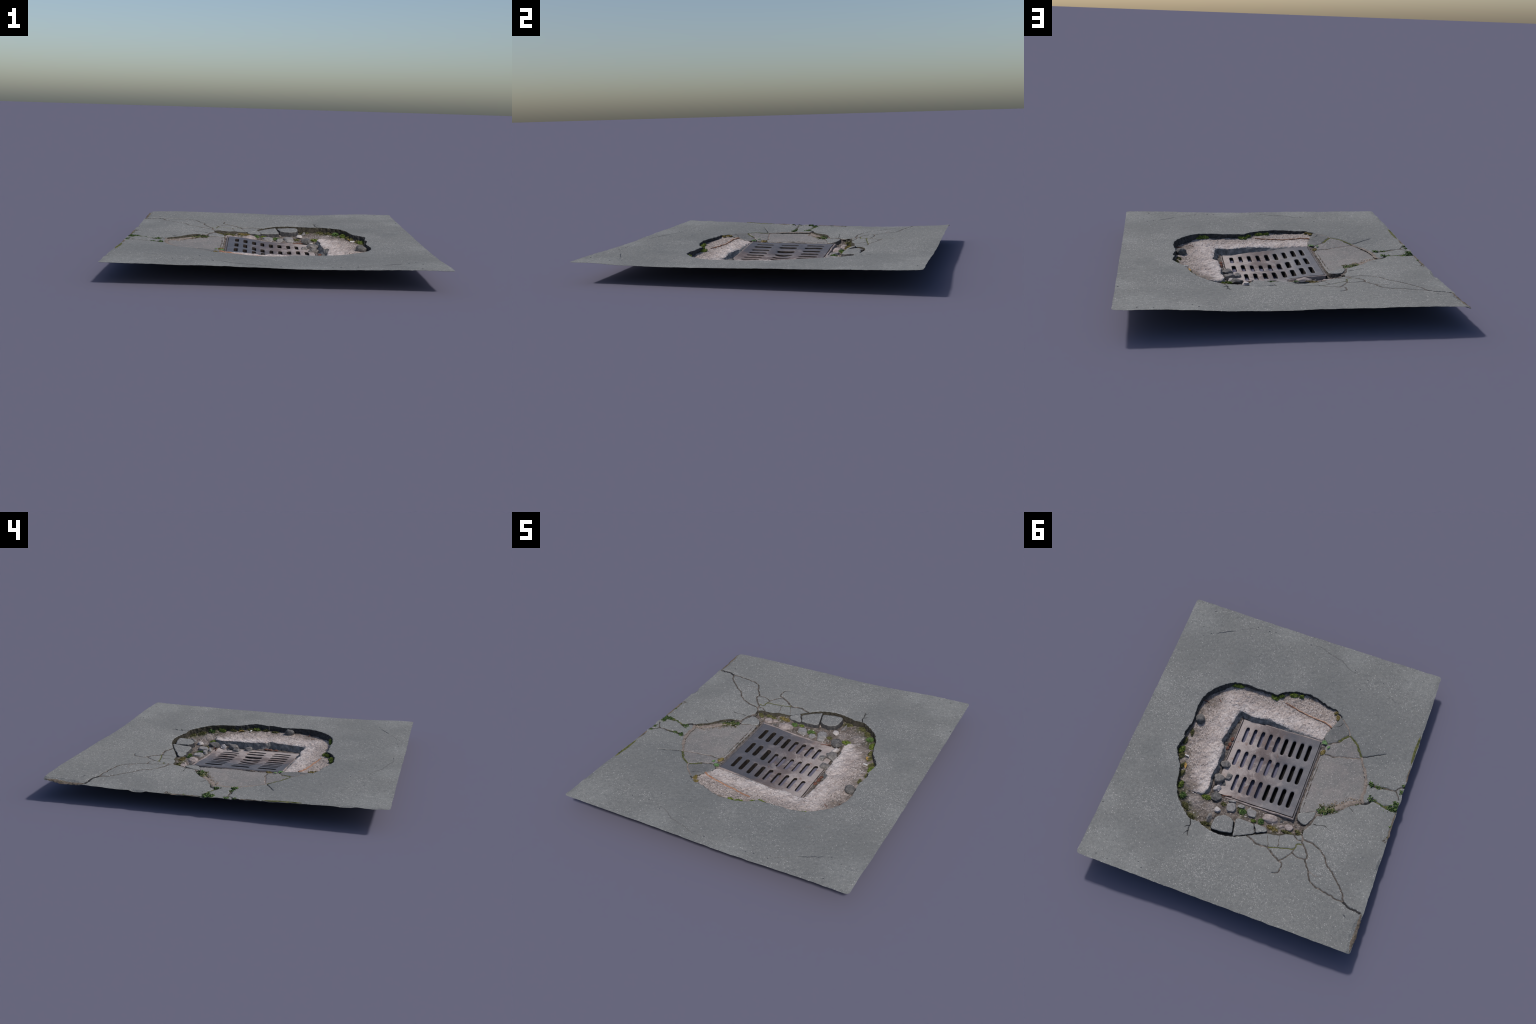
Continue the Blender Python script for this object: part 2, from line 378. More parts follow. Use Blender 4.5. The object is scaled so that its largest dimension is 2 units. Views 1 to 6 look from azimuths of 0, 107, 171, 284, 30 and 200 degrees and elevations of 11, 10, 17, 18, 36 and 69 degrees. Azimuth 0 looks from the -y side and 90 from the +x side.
# ------------------------------------------------------------------ survey levels and outlines (metres)
PAVEMENT_LEVELS = [
    (.905, -.993, .128), (.67, -.995, .128), (.48, -.995, .122), (.3, -.995, .118), (0, -.995, .117), (-.21, -.995, .121), (-.39, -.995, .123), (-.73, -.995, .125), (-.905, -.997, .126),
    (-.904, -.75, .120), (-.904, -.5, .114), (-.904, -.31, .108), (-.904, -.1, .102), (-.904, .17, .098), (-.904, .36, .097), (-.904, .55, .099), (-.904, .72, .105), (-.904, .87, .111), (-.901, .997, .123),
    (-.71, .996, .128), (-.4, .996, .127), (-.2, .996, .127), (.08, .996, .124), (.3, .996, .128), (.47, .996, .136), (.66, .996, .143), (.908, .994, .147),
    (.907, .86, .142), (.907, .6, .136), (.907, .4, .131), (.907, .14, .127), (.907, -.19, .120), (.907, -.47, .118), (.907, -.63, .120), (.907, -.82, .126),
    (-.762, .702, .112), (-.055, .514, .092), (.327, .536, .104), (.672, -.791, .119), (.537, -.864, .121), (-.336, -.822, .121), (-.452, -.372, .102), (-.57, -.266, .088), (-.716, -.329, .106),
    (-.558, .294, .099), (-.807, .786, .116), (.33, -.931, .118), (-.396, .414, .096), (-.377, .372, .086), (-.165, .444, .068), (-.21, .43, .070), (-.243, .43, .075), (-.29, .405, .078), (-.10, .475, .080), (-.402, .30, .084), (-.42, .255, .086), (.34, -.488, .101), (.441, -.457, .106), (.086, -.527, .095), (-.059, -.564, .098), (-.311, -.52, .107), (-.353, -.487, .104), (.528, .243, .112), (.601, .104, .114), (.497, .354, .116), (.591, -.155, .106), (-.71, -.098, .086), (-.70, .06, .086), (-.77, .14, .096), (-.72, .45, .1055), (-.83, .23, .0975), (-.74, -.26, .0965), (-.5, .26, .095), (.307, .637, .111), (.0, .68, .110), (.1, .80, .120), (-.2, .80, .119)]
pavement_z = thin_plate(PAVEMENT_LEVELS, 2e-3)
PATCH_LEVELS = [(-.28, -.27, .072), (-.29, 0, .067), (-.295, .238, .063), (-.42, .19, .0735), (-.68, .027, .074), (-.62, -.05, .0715), (-.57, -.266, .085), (-.452, -.372, .100), (-.353, -.487, .104), (-.645, -.13, .075), (-.33, -.35, .082), (-.337, -.209, .070)]
patch_z = thin_plate(PATCH_LEVELS, 1e-4)
CONCRETE_LEVELS = [(.31, -.315, .057), (.35, -.06, .062), (.10, -.32, .060), (-.28, -.313, .069), (-.311, -.395, .085), (-.33, -.45, .088), (.505, .192, .073), (.45, -.43, .072), (.54, -.33, .066), (.05, -.52, .071), (-.15, -.55, .077), (.57, -.15, .067), (.58, .08, .068), (.32, .25, .058), (.45, .30, .070), (-.1, -.32, .063), (.45, -.2, .068)]
concrete_z = thin_plate(CONCRETE_LEVELS, 2e-3)
DIRT_LEVELS = [(.29, -.29, .013), (.30, 0, .014), (.27, .12, .012), (.27, .22, .018), (.24, .30, .028), (.12, .35, .040), (-.02, .35, .040), (-.15, .345, .044), (-.28, .355, .044), (-.315, .30, .048), (.20, .40, .048), (.23, .476, .054), (.34, .41, .060), (.42, .40, .068), (.47, .36, .074), (.10, .50, .054), (-.05, .45, .058), (-.24, .41, .060), (-.36, .37, .060), (-.29, -.295, .060), (0, -.29, .034), (.15, -.29, .022), (.38, .47, .066), (-.30, 0, .060), (-.305, .2, .058), (.33, .30, .030), (-.405, .25, .074), (-.35, .225, .060), (-.388, .335, .076), (-.375, .36, .072)]
dirt_z = thin_plate(DIRT_LEVELS, 5e-4)

HOLE_RIM = [(-.366, -.488), (-.334, -.502), (-.309, -.523), (-.278, -.524), (-.225, -.539), (-.162, -.563), (-.102, -.574), (-.06, -.569), (-.019, -.567), (.059, -.539), (.094, -.516), (.119, -.498), (.17, -.498), (.207, -.498), (.263, -.494), (.321, -.497), (.357, -.492), (.405, -.484), (.447, -.46), (.496, -.424), (.54, -.376), (.567, -.331), (.587, -.271), (.589, -.208), (.582, -.159), (.581, -.087), (.595, -.023), (.589, .027), (.602, .102), (.585, .139), (.551, .194), (.529, .236), (.515, .291), (.499, .352), (.463, .42), (.426, .462), (.377, .504), (.325, .536), (.273, .531), (.243, .548), (.184, .561), (.127, .568), (.069, .561), (.021, .545), (-.052, .511)]
BACK_RIM = [(-.162, .451), (-.211, .442), (-.246, .433), (-.278, .416), (-.315, .403), (-.343, .403), (-.38, .381), (-.383, .34), (-.405, .303), (-.419, .264), (-.421, .234)]
SEAM_BACK = [(-.432, .219), (-.46, .213), (-.503, .195), (-.546, .161), (-.581, .118), (-.614, .089), (-.65, .069), (-.685, .045)]
SEAM_RING = [(-.685, .044), (-.671, .029), (-.662, -.007), (-.668, -.036), (-.66, -.079), (-.651, -.116), (-.635, -.156), (-.613, -.195), (-.588, -.233), (-.573, -.261), (-.549, -.293), (-.526, -.324), (-.484, -.355), (-.453, -.374), (-.439, -.406), (-.414, -.431), (-.382, -.462), (-.354, -.486)]
PATCH_GRATE_SIDE = [(-.354, -.487), (-.323, -.411), (-.308, -.374), (-.292, -.329), (-.299, -.304), (-.321, -.278), (-.322, -.219), (-.311, -.174), (-.307, -.104), (-.307, -.01), (-.307, .077), (-.307, .163), (-.310, .221), (-.317, .238)]
PATCH_BACK = [(-.365, .217), (-.414, .199)]
CONCRETE_INNER = [(.468, .302), (.428, .329), (.387, .343), (.358, .337), (.325, .33), (.308, .285), (.312, .245), (.323, .198), (.32, .155), (.314, .11), (.318, .06), (.321, -.008), (.33, -.039), (.354, -.064), (.345, -.113), (.337, -.168), (.33, -.233), (.319, -.291), (.306, -.317), (.261, -.308), (.21, -.304), (.147, -.31), (.099, -.322), (.05, -.31), (-.016, -.304), (-.096, -.299), (-.189, -.296), (-.267, -.293), (-.288, -.30)]

def crack(kind, half, pts, fade=(0, 0)):
    return dict(kind=kind, half=half, pts=pts, fade=fade)
CRACKS = [
    crack("dark", .0066, [(-.886, .738), (-.879, .733), (-.835, .73), (-.801, .726), (-.764, .706)]),
    crack("soil", .0048, [(-.763, .703), (-.746, .665), (-.712, .623), (-.687, .597), (-.659, .573), (-.628, .543), (-.597, .522), (-.571, .486), (-.54, .455), (-.505, .432), (-.458, .416), (-.422, .411), (-.397, .409)]),
    crack("soil", .0048, [(-.764, .706), (-.721, .709), (-.681, .697), (-.642, .691), (-.599, .683), (-.563, .676), (-.533, .659), (-.511, .629), (-.498, .598), (-.474, .568), (-.457, .539), (-.463, .519), (-.444, .483), (-.415, .45), (-.399, .434), (-.398, .413), (-.382, .384)]),
    crack("soil", .0036, [(-.455, .534), (-.426, .538), (-.396, .533), (-.361, .52)]),
    crack("soil", .0036, [(-.364, .49), (-.361, .52), (-.341, .549), (-.323, .576), (-.3, .597)]),
    crack("soil", .0054, [(-.3, .597), (-.27, .582), (-.243, .564), (-.216, .548), (-.191, .535), (-.158, .54), (-.121, .536), (-.081, .521), (-.053, .513)]),
    crack("soil", .0038, [(-.3, .597), (-.325, .605), (-.327, .633), (-.322, .667), (-.308, .682), (-.289, .688)], (0, 1)),
    crack("soil", .0022, [(-.169, .455), (-.187, .489), (-.201, .531)]),
    crack("soil", .0028, [(-.247, .437), (-.256, .472), (-.261, .51)]),
    crack("moss", .0036, [(-.204, .534), (-.241, .523), (-.298, .507), (-.364, .49), (-.371, .462), (-.377, .45), (-.405, .45)]),
    crack("soil", .0034, [(-.338, .409), (-.368, .424), (-.394, .421)]),
    crack("tan", .0018, [(-.504, .596), (-.537, .612), (-.56, .612), (-.602, .596)], (0, 1)),
    crack("dark", .0026, [(-.423, .285), (-.469, .287), (-.493, .279), (-.525, .289), (-.554, .295)], (0, 1)),
    crack("soil", .0085, [(-.372, .345), (-.392, .317), (-.409, .277), (-.418, .235), (-.432, .219), (-.46, .213)]),
    crack("tan", .0052, [(-.372, -.474), (-.382, -.462), (-.414, -.431), (-.439, -.406), (-.453, -.374)]),
    crack("moss", .0075, [(-.453, -.374), (-.484, -.355), (-.526, -.324), (-.549, -.293), (-.573, -.261)]),
    crack("tan", .0056, [(-.573, -.261), (-.588, -.233), (-.613, -.195)]),
    crack("tan", .0090, [(-.613, -.195), (-.635, -.156), (-.651, -.116), (-.66, -.079), (-.668, -.036), (-.662, -.007), (-.671, .029), (-.685, .044)]),
    crack("dark", .0030, [(-.578, -.263), (-.616, -.279), (-.648, -.294), (-.68, -.31), (-.717, -.33)], (0, 1)),
    crack("soil", .0036, [(-.664, -.077), (-.687, -.101), (-.726, -.092), (-.767, -.099), (-.813, -.105), (-.854, -.109), (-.872, -.132), (-.903, -.146)]),
    crack("moss", .0095, [(-.70, -.097), (-.726, -.093), (-.767, -.099), (-.80, -.104)], (1, 1)),
    crack("soil", .0030, [(-.854, -.109), (-.876, -.088), (-.893, -.054)]),
    crack("dark", .0080, [(-.672, .05), (-.685, .044), (-.711, .031), (-.737, -.001), (-.755, .004)]),
    crack("moss", .0050, [(-.737, -.001), (-.771, .01), (-.805, .021), (-.841, .022)]),
    crack("moss", .0130, [(-.825, .021), (-.85, .022), (-.885, .022), (-.906, .018)]),
    crack("dark", .0020, [(-.606, .102), (-.632, .116), (-.646, .13)], (0, 1)),
    crack("dark", .0036, [(.328, .533), (.315, .579), (.312, .609), (.301, .644)], (0, 1)),
    crack("dark", .0018, [(.315, .579), (.335, .59), (.345, .605)], (0, 1)),
    crack("dark", .0016, [(.312, .609), (.325, .632), (.33, .65)], (0, 1)),
    crack("shade", .0016, [(-.626, .666), (-.666, .664), (-.708, .669)], (1, 1)),
    crack("shade", .0020, [(-.609, .731), (-.679, .742), (-.734, .745)], (1, 1)),
    crack("tar", .0026, [(.671, -.79), (.649, -.808), (.605, -.829), (.537, -.865)], (0, 1)),
    crack("tar", .0018, [(-.632, -.722), (-.645, -.718), (-.668, -.708)], (1, 0)),
    crack("tar", .0026, [(-.785, .778), (-.800, .783), (-.815, .796)], (1, 1)),
    crack("shade", .0044, [(.022, -.934), (-.057, -.938), (-.123, -.913), (-.216, -.89), (-.268, -.86), (-.319, -.831), (-.39, -.825)], (1, 1)),
    crack("shade", .0022, [(.41, -.925), (.47, -.905), (.54, -.868)], (1, 1)),
    crack("tan", .0016, [(.47, -.61), (.50, -.60), (.52, -.585)], (1, 1)),
]
PATCH_CRACKS = [
    crack("soil", .0042, [(-.322, -.272), (-.365, -.298), (-.403, -.316)]),
    crack("moss", .0080, [(-.395, -.314), (-.419, -.342), (-.45, -.371)]),
    crack("soil", .0034, [(-.338, -.203), (-.372, -.205), (-.401, -.204)]),
    crack("tan", .0040, [(-.395, -.204), (-.436, -.22), (-.489, -.231), (-.535, -.243), (-.575, -.252)]),
    crack("dark", .0016, [(-.332, -.403), (-.361, -.42), (-.383, -.447)], (1, 0)),
]
KIND = {"dark": CRACK_DARK, "soil": CRACK_SOIL, "tan": CRACK_TAN, "moss": CRACK_MOSS, "shade": ASPHALT_DARK, "tar": TAR}

# ------------------------------------------------------------------ the one thing
root = bpy.data.objects.new("broken_pavement_with_drain", None)
bpy.context.scene.collection.objects.link(root)
root["label"] = "square of cracked grey asphalt with sunken rusty drain grate"
root["category"] = "street drain"

rim = smooth_line(HOLE_RIM, .004, rough=.0034, seed=1)
back = smooth_line([HOLE_RIM[-1]] + BACK_RIM, .004, rough=.0022, seed=2)
seam_back = smooth_line([BACK_RIM[-1]] + SEAM_BACK, .004, rough=.0022, seed=4)
seam_ring = smooth_line(SEAM_RING, .004, rough=.0018, seed=5)
opening = np.vstack([rim, back[1:], seam_back[1:], seam_ring[1:-1]])
grate_side = smooth_line(PATCH_GRATE_SIDE, .004, rough=.0014, seed=6)
patch_back = smooth_line([PATCH_GRATE_SIDE[-1]] + PATCH_BACK + [SEAM_BACK[0]], .004, rough=.0014, seed=8)
inner = smooth_line(CONCRETE_INNER, .004, rough=.0030, seed=11)

# ------------------------------------------------------------------ asphalt sheet
def carve(z, x, y, cracks):
    for k, c in enumerate(cracks):
        if c["kind"] == "shade" or c["half"] < .003:
            continue
        line = smooth_line(c["pts"], .005, rough=.0030, seed=30 + k)
        d, _, _, _ = nearest(line, x, y, reach=.03)
        w = c["half"] * 1.25
        z = z - np.where(d < w, .0068 * (1 - d / w), 0) - .0008 * np.exp(-(d / .016) ** 2)
    return z

def sheet_surface(x, y):
    z = pavement_z(x, y)
    z = z + .0016 * fbm(x, y, 6, 5) + .0006 * fbm(x, y, 60, 8, 2)
    z = carve(z, x, y, CRACKS)
    z = z - np.clip((-x - .890) / .014, 0, 1) * (.0020 + .0050 * fbm(x * 0, y, 17, 77) * np.where(np.abs(y) < .5, 1, .5))   # chipped left border
    # the back left border crumbles down into soil
    side = np.clip((y - .72) / .06, 0, 1)
    z = z - side * .011 * np.clip((-x - .872 - .008 * fbm(x, y, 40, 12)) / .03, 0, 1)
    d, _, _, _ = nearest(rim, x, y, reach=.03)
    z = z - .0014 * np.clip(1 - d / .005, 0, 1) ** 2       # worn lip of the hole
    return z

def border(n=700):
    """Outer outline: a rectangle with rounded corners and a slightly ragged edge."""
    hx, hy, r = .907, .998, .018
    P = []
    for cx, cy, a0 in ((hx - r, -hy + r, -90), (hx - r, hy - r, 0), (-hx + r, hy - r, 90), (-hx + r, -hy + r, 180)):
        for a in np.linspace(a0, a0 + 90, 7):
            P.append((cx + r * math.cos(math.radians(a)), cy + r * math.sin(math.radians(a))))
    P = np.array(P + [P[0]])
    L = np.r_[0, np.cumsum(np.linalg.norm(np.diff(P, axis=0), axis=1))]
    s = np.linspace(0, L[-1], n, endpoint=False)
    B = np.stack([np.interp(s, L, P[:, 0]), np.interp(s, L, P[:, 1])], 1)
    j = fbm(B[:, 0], B[:, 1], 18, 3) * .0016
    j = j + np.where(B[:, 0] < -.89, fbm(B[:, 0], B[:, 1], 22, 6) * (.0012 + .0034 * np.exp(-((B[:, 1]) / .22) ** 2)), 0)
    return B + normals2d(B, True) * j[:, None]

edge = border()
pavement = height_sheet("asphalt_pavement", edge, [opening], sheet_surface, .003, [ASPHALT], root)

# thin skirt and underside, so that the sheet is a body and not a card
n_in = normals2d(edge, True)          # points inward
zt = sheet_surface(edge[:, 0], edge[:, 1])
rows = [np.c_[edge, zt], np.c_[edge + n_in * .002, zt - .0012], np.c_[edge * .955, zt], np.c_[edge * .89, zt]]
for i in (2, 3):
    P = rows[i][:, :2]; rows[i][:, 2] = pavement_z(P[:, 0], P[:, 1]) - (.0052, .0115)[i - 2]
V, F = loft(rows, True)
new_mesh("asphalt_border", V, F[:, ::-1], [UNDER], pavement)
hole_out = opening - normals2d(opening, True) * .010
height_sheet("asphalt_underside", rows[3][:, :2], [hole_out], lambda x, y: pavement_z(x, y) - .0118, .03, [UNDER], pavement)

# ------------------------------------------------------------------ sunken asphalt patch left of the grate
patch_outline = np.vstack([seam_ring[::-1], seam_back[::-1][1:-1], patch_back[::-1][1:], grate_side[::-1][1:-1]])
def patch_surface(x, y):
    z = patch_z(x, y) + .0016 * fbm(x, y, 9, 21) + .0006 * fbm(x, y, 60, 23, 2)
    z = carve(z, x, y, PATCH_CRACKS)
    d, _, _, _ = nearest(grate_side, x, y, reach=.03)
    z = z - .004 * np.clip(1 - d / .012, 0, 1) ** 2
    d, _, _, _ = nearest(seam_ring, x, y, reach=.03)
    z = z - .006 * np.clip(1 - d / .006, 0, 1)
    return z
# the corner piece between the ring crack and the concrete is darker
corner_cut = np.array([(-.31, -.52), (-.26, -.36), (-.30, -.268), (-.323, -.273), (-.365, -.299), (-.403, -.317), (-.419, -.342), (-.452, -.373), (-.50, -.42), (-.42, -.55)])
patch = height_sheet("asphalt_patch", patch_outline, [], patch_surface, .003, [ASPHALT_PATCH, ASPHALT_DARK], root)
me = patch.data
cc = np.empty(len(me.polygons) * 3); me.polygons.foreach_get("center", cc); cc = cc.reshape(-1, 3)
me.polygons.foreach_set("material_index", inside(corner_cut, cc[:, 0], cc[:, 1]).astype(np.int32))
# its broken side towards the grate
nrm = normals2d(grate_side)
sgn = -1 if inside(patch_outline, grate_side[60:61, 0] + nrm[60:61, 0] * .01, grate_side[60:61, 1] + nrm[60:61, 1] * .01)[0] else 1
zt = patch_surface(grate_side[:, 0], grate_side[:, 1])
V, F = loft([np.c_[grate_side + sgn * nrm * t, zt - h] for t, h in ((0, 0), (.002, .006), (.004, .016), (.006, .035))], False)
V[:, :2] += .0016 * np.stack([fbm(V[:, 0], V[:, 2], 90, 1), fbm(V[:, 1], V[:, 2], 90, 2)], 1) * (np.arange(len(V)) >= len(grate_side))[:, None]
new_mesh("patch_side", V, F, [SOILWALL], patch)

# ------------------------------------------------------------------ cracks filled with soil and moss
def fillings(cracks, zf, parent, seed0):
    for k, c in enumerate(cracks):
        line = smooth_line(c["pts"], .005, rough=.0030, seed=seed0 + k)
        n = normals2d(line); m = len(line); s = np.linspace(0, 1, m)
        w = .8 * c["half"] * (1 + .55 * fbm(line[:, 0], line[:, 1], 60, 5 + k))
        if c["fade"][0]: w = w * np.clip(s * 2.2, .08, 1)
        if c["fade"][1]: w = w * np.clip((1 - s) * 2.2, .08, 1)
        deep = c["kind"] != "shade" and c["half"] >= .003
        lift = -.0024 if deep else .0007
        if deep: w = w * 1.45
        rows = []
        for t in (-1, -.5, 0, .5, 1):
            P = line + n * (w * t)[:, None]
            z = zf(P[:, 0], P[:, 1]) + lift + (.0012 * fbm(P[:, 0], P[:, 1], 150, 7) if deep else 0)
            rows.append(np.c_[P, z])
        V, F = loft(rows, False)
        new_mesh("crack_filling", V, F[:, ::-1], [KIND[c["kind"]]], parent)
base_sheet = lambda x, y: pavement_z(x, y) + .0016 * fbm(x, y, 6, 5)
base_patch = lambda x, y: patch_z(x, y) + .0016 * fbm(x, y, 9, 21)
fillings(CRACKS, base_sheet, pavement, 30)
fillings(PATCH_CRACKS, base_patch, patch, 30)

# tar chips lying on the asphalt
for k, (x, y) in enumerate([(.782, -.806), (.756, -.742), (.713, -.776), (.748, -.95), (.419, -.937), (.423, -.915), (.333, -.934), (.289, -.943), (.022, -.934), (-.057, -.938), (-.336, -.833), (-.438, -.805), (-.546, -.818), (-.409, -.723), (.893, .632), (.788, .958), (.708, .967), (.519, .915), (.488, .943), (-.33, -.85)]):
    a = random.uniform(-.5, .5) + (.4 if x > 0 else -.3); r = random.uniform(.004, .0075)
    ring = [(x + r * (1.3 if i % 2 else 1) * math.cos(a) * math.cos(t) - .42 * r * math.sin(a) * math.sin(t),
             y + r * math.sin(a) * math.cos(t) + .42 * r * math.cos(a) * math.sin(t)) for i, t in enumerate(np.linspace(0, math.tau, 9)[:-1])]
    R = np.array(ring); z = sheet_surface(R[:, 0], R[:, 1])
    V = np.vstack([np.c_[R, z - .001], np.c_[(R - [x, y]) * .7 + [x, y], z + .0014]])
    F = [(i, (i + 1) % 8, 8 + (i + 1) % 8, 8 + i) for i in range(8)] + [tuple(range(8, 16))]
    new_mesh("tar_chip", V, F, [TAR], pavement, smooth=False)

# ------------------------------------------------------------------ broken edge of the hole
def floor_z(x, y):
    """Concrete where there is collar, else dirt."""
    on = inside(concrete_outline, x, y)
    return np.where(on, concrete_z(x, y), dirt_z(x, y))
concrete_outline = np.vstack([rim[:int(len(rim) * .675)], inner])
i_end = int(np.argmin(np.hypot(rim[:, 0] - .512, rim[:, 1] - .300)))
concrete_outline = np.vstack([rim[:i_end], inner[::1], grate_side[:14][::-1]])

def wall(name, line, mats, drop, inset, seed, switch=None):
    n = normals2d(line)
    mid = len(line) // 2
    s = 1 if inside(opening, line[mid:mid + 1, 0] + n[mid:mid + 1, 0] * .01, line[mid:mid + 1, 1] + n[mid:mid + 1, 1] * .01)[0] else -1
    n = n * s
    top = sheet_surface(line[:, 0], line[:, 1])
    if callable(inset): inset = inset(line[:, 0], line[:, 1])[:, None]
    bot = drop(*(line + n * inset).T) if callable(drop) else top - drop
    rows = []
    for t in (0, .08, .22, .4, .6, .8, 1.0, 1.15):
        off = inset * (.12 * math.sin(t * 3.1) + t ** 1.4)
        z = top + (bot - top) * t
        j = (.0042 * fbm(line[:, 0] + z * 1.3, line[:, 1] - z, 55, seed) + .002 * fbm(line[:, 0] - z * 2, line[:, 1] + z, 160, seed + 2)) * (t > .05)
        P = line + n * (off + j[:, None])
        rows.append(np.c_[P, z])
    V, F = loft(rows, False)
    fm = None
    if switch:
        fm = switch(V[F].mean(1)).astype(np.int32)
    return new_mesh(name, V, F if s > 0 else F[:, ::-1], mats, root, face_mat=fm)

soil_side = lambda c: (c[:, 1] + .25 * c[:, 0] > .36 + .02 * fbm(c[:, 0], c[:, 1], 30, 3))
hole_edge = wall("broken_edge", rim, [BROKEN, SOILWALL], lambda x, y: floor_z(x, y) - .002, lambda x, y: .004 + .012 * np.exp(-((x - .48) ** 2 + (y + .42) ** 2) / .015), 40, soil_side)
wall("broken_edge", back, [SOILWALL], lambda x, y: dirt_z(x, y) - .002, .014, 50)
wall("broken_edge", seam_back, [SOILWALL], .030, .008, 60)
wall("broken_edge", seam_ring, [SOILWALL], .014, .003, 70)

# ------------------------------------------------------------------ concrete collar
def concrete_surface(x, y):
    z = concrete_z(x, y) + .0036 * fbm(x, y, 14, 31) + .0022 * fbm(x, y, 55, 33) + .0013 * fbm(x, y, 150, 35, 2)
    d, _, _, _ = nearest(inner, x, y, reach=.05)
    t = np.clip(1 - d / .014, 0, 1)
    return z - .0045 * t ** 2.4
collar = height_sheet("concrete_collar", concrete_outline, [], concrete_surface, .0035, [CONCRETE], root)
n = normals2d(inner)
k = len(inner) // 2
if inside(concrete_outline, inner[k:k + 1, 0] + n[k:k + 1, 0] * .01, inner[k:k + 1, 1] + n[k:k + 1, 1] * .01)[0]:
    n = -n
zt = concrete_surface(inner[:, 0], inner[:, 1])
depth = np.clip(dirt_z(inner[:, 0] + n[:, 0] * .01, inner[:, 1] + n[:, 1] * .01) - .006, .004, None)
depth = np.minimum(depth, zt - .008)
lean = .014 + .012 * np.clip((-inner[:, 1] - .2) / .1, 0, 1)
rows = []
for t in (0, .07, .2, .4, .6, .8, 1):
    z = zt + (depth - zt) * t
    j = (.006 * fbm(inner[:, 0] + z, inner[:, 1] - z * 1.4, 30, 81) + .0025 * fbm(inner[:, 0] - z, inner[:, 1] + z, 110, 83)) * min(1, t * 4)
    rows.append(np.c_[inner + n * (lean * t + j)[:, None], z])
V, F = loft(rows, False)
new_mesh("concrete_side", V, F, [CONCRETE_SIDE_DARKENED], collar)

# ------------------------------------------------------------------ dirt bed
bed_outline = np.vstack([rim[i_end - 12:] + 0, back[1:], patch_back[::-1], grate_side[::-1][:-14], inner[::-1]])
grate_gap = np.array([(-.262, -.250), (.262, -.250), (.262, .150), (.205, .200), (.205, .270), (-.262, .270)])
def dirt_surface(x, y):
    z = dirt_z(x, y) + .0045 * fbm(x, y, 20, 41) + .0028 * fbm(x, y, 70, 43) + .0012 * fbm(x, y, 200, 45, 2)
    in_grate = (x > -.292) & (x < .285) & (y > -.292) & (y < .303)
    return np.where(in_grate, np.minimum(z, grate_z(x, y) - .011), z)

# ------------------------------------------------------------------ grate, dented where vehicles have pressed on it
def grate_z(x, y):
    x = np.asarray(x, float); y = np.asarray(y, float)
    def curve(xs, zs):
        return lambda q: sum(np.interp(q + o, xs, zs) for o in (-.02, -.01, 0, .01, .02)) / 5
    fall = curve([-.32, -.26, -.225, -.172, -.118, -.06, 0, .055, .108, .165, .22, .30],
                 [.067, .0625, .0605, .0552, .044, .0352, .0285, .0250, .0232, .0205, .0155, .0125])(x)
    dip = curve([-.19, -.15, -.115, -.06, 0, .055, .11, .145, .19], [0, .003, .010, .0165, .0168, .0145, .0115, .003, 0])(x)
    z = fall - dip * np.exp(-(np.abs(y) / .078) ** 2.4)
    front = np.exp(-((y + .285) / .035) ** 2)                 # the front edge is bent up and waves
    z = z + front * (curve([-.3, -.2, -.1, 0, .12, .19, .3], [.005, .005, .010, .012, .007, -.001, 0])(x))
    backe = np.exp(-((y - .295) / .03) ** 2)
    z = z + backe * curve([-.3, -.15, .03, .18, .3], [.001, .004, .008, .009, .008])(x)
    return np.maximum(z, .0085) + .0009 * fbm(x, y, 22, 91)

dirt = height_sheet("dirt_bed", bed_outline, [grate_gap], dirt_surface, .004, [DIRT], root)

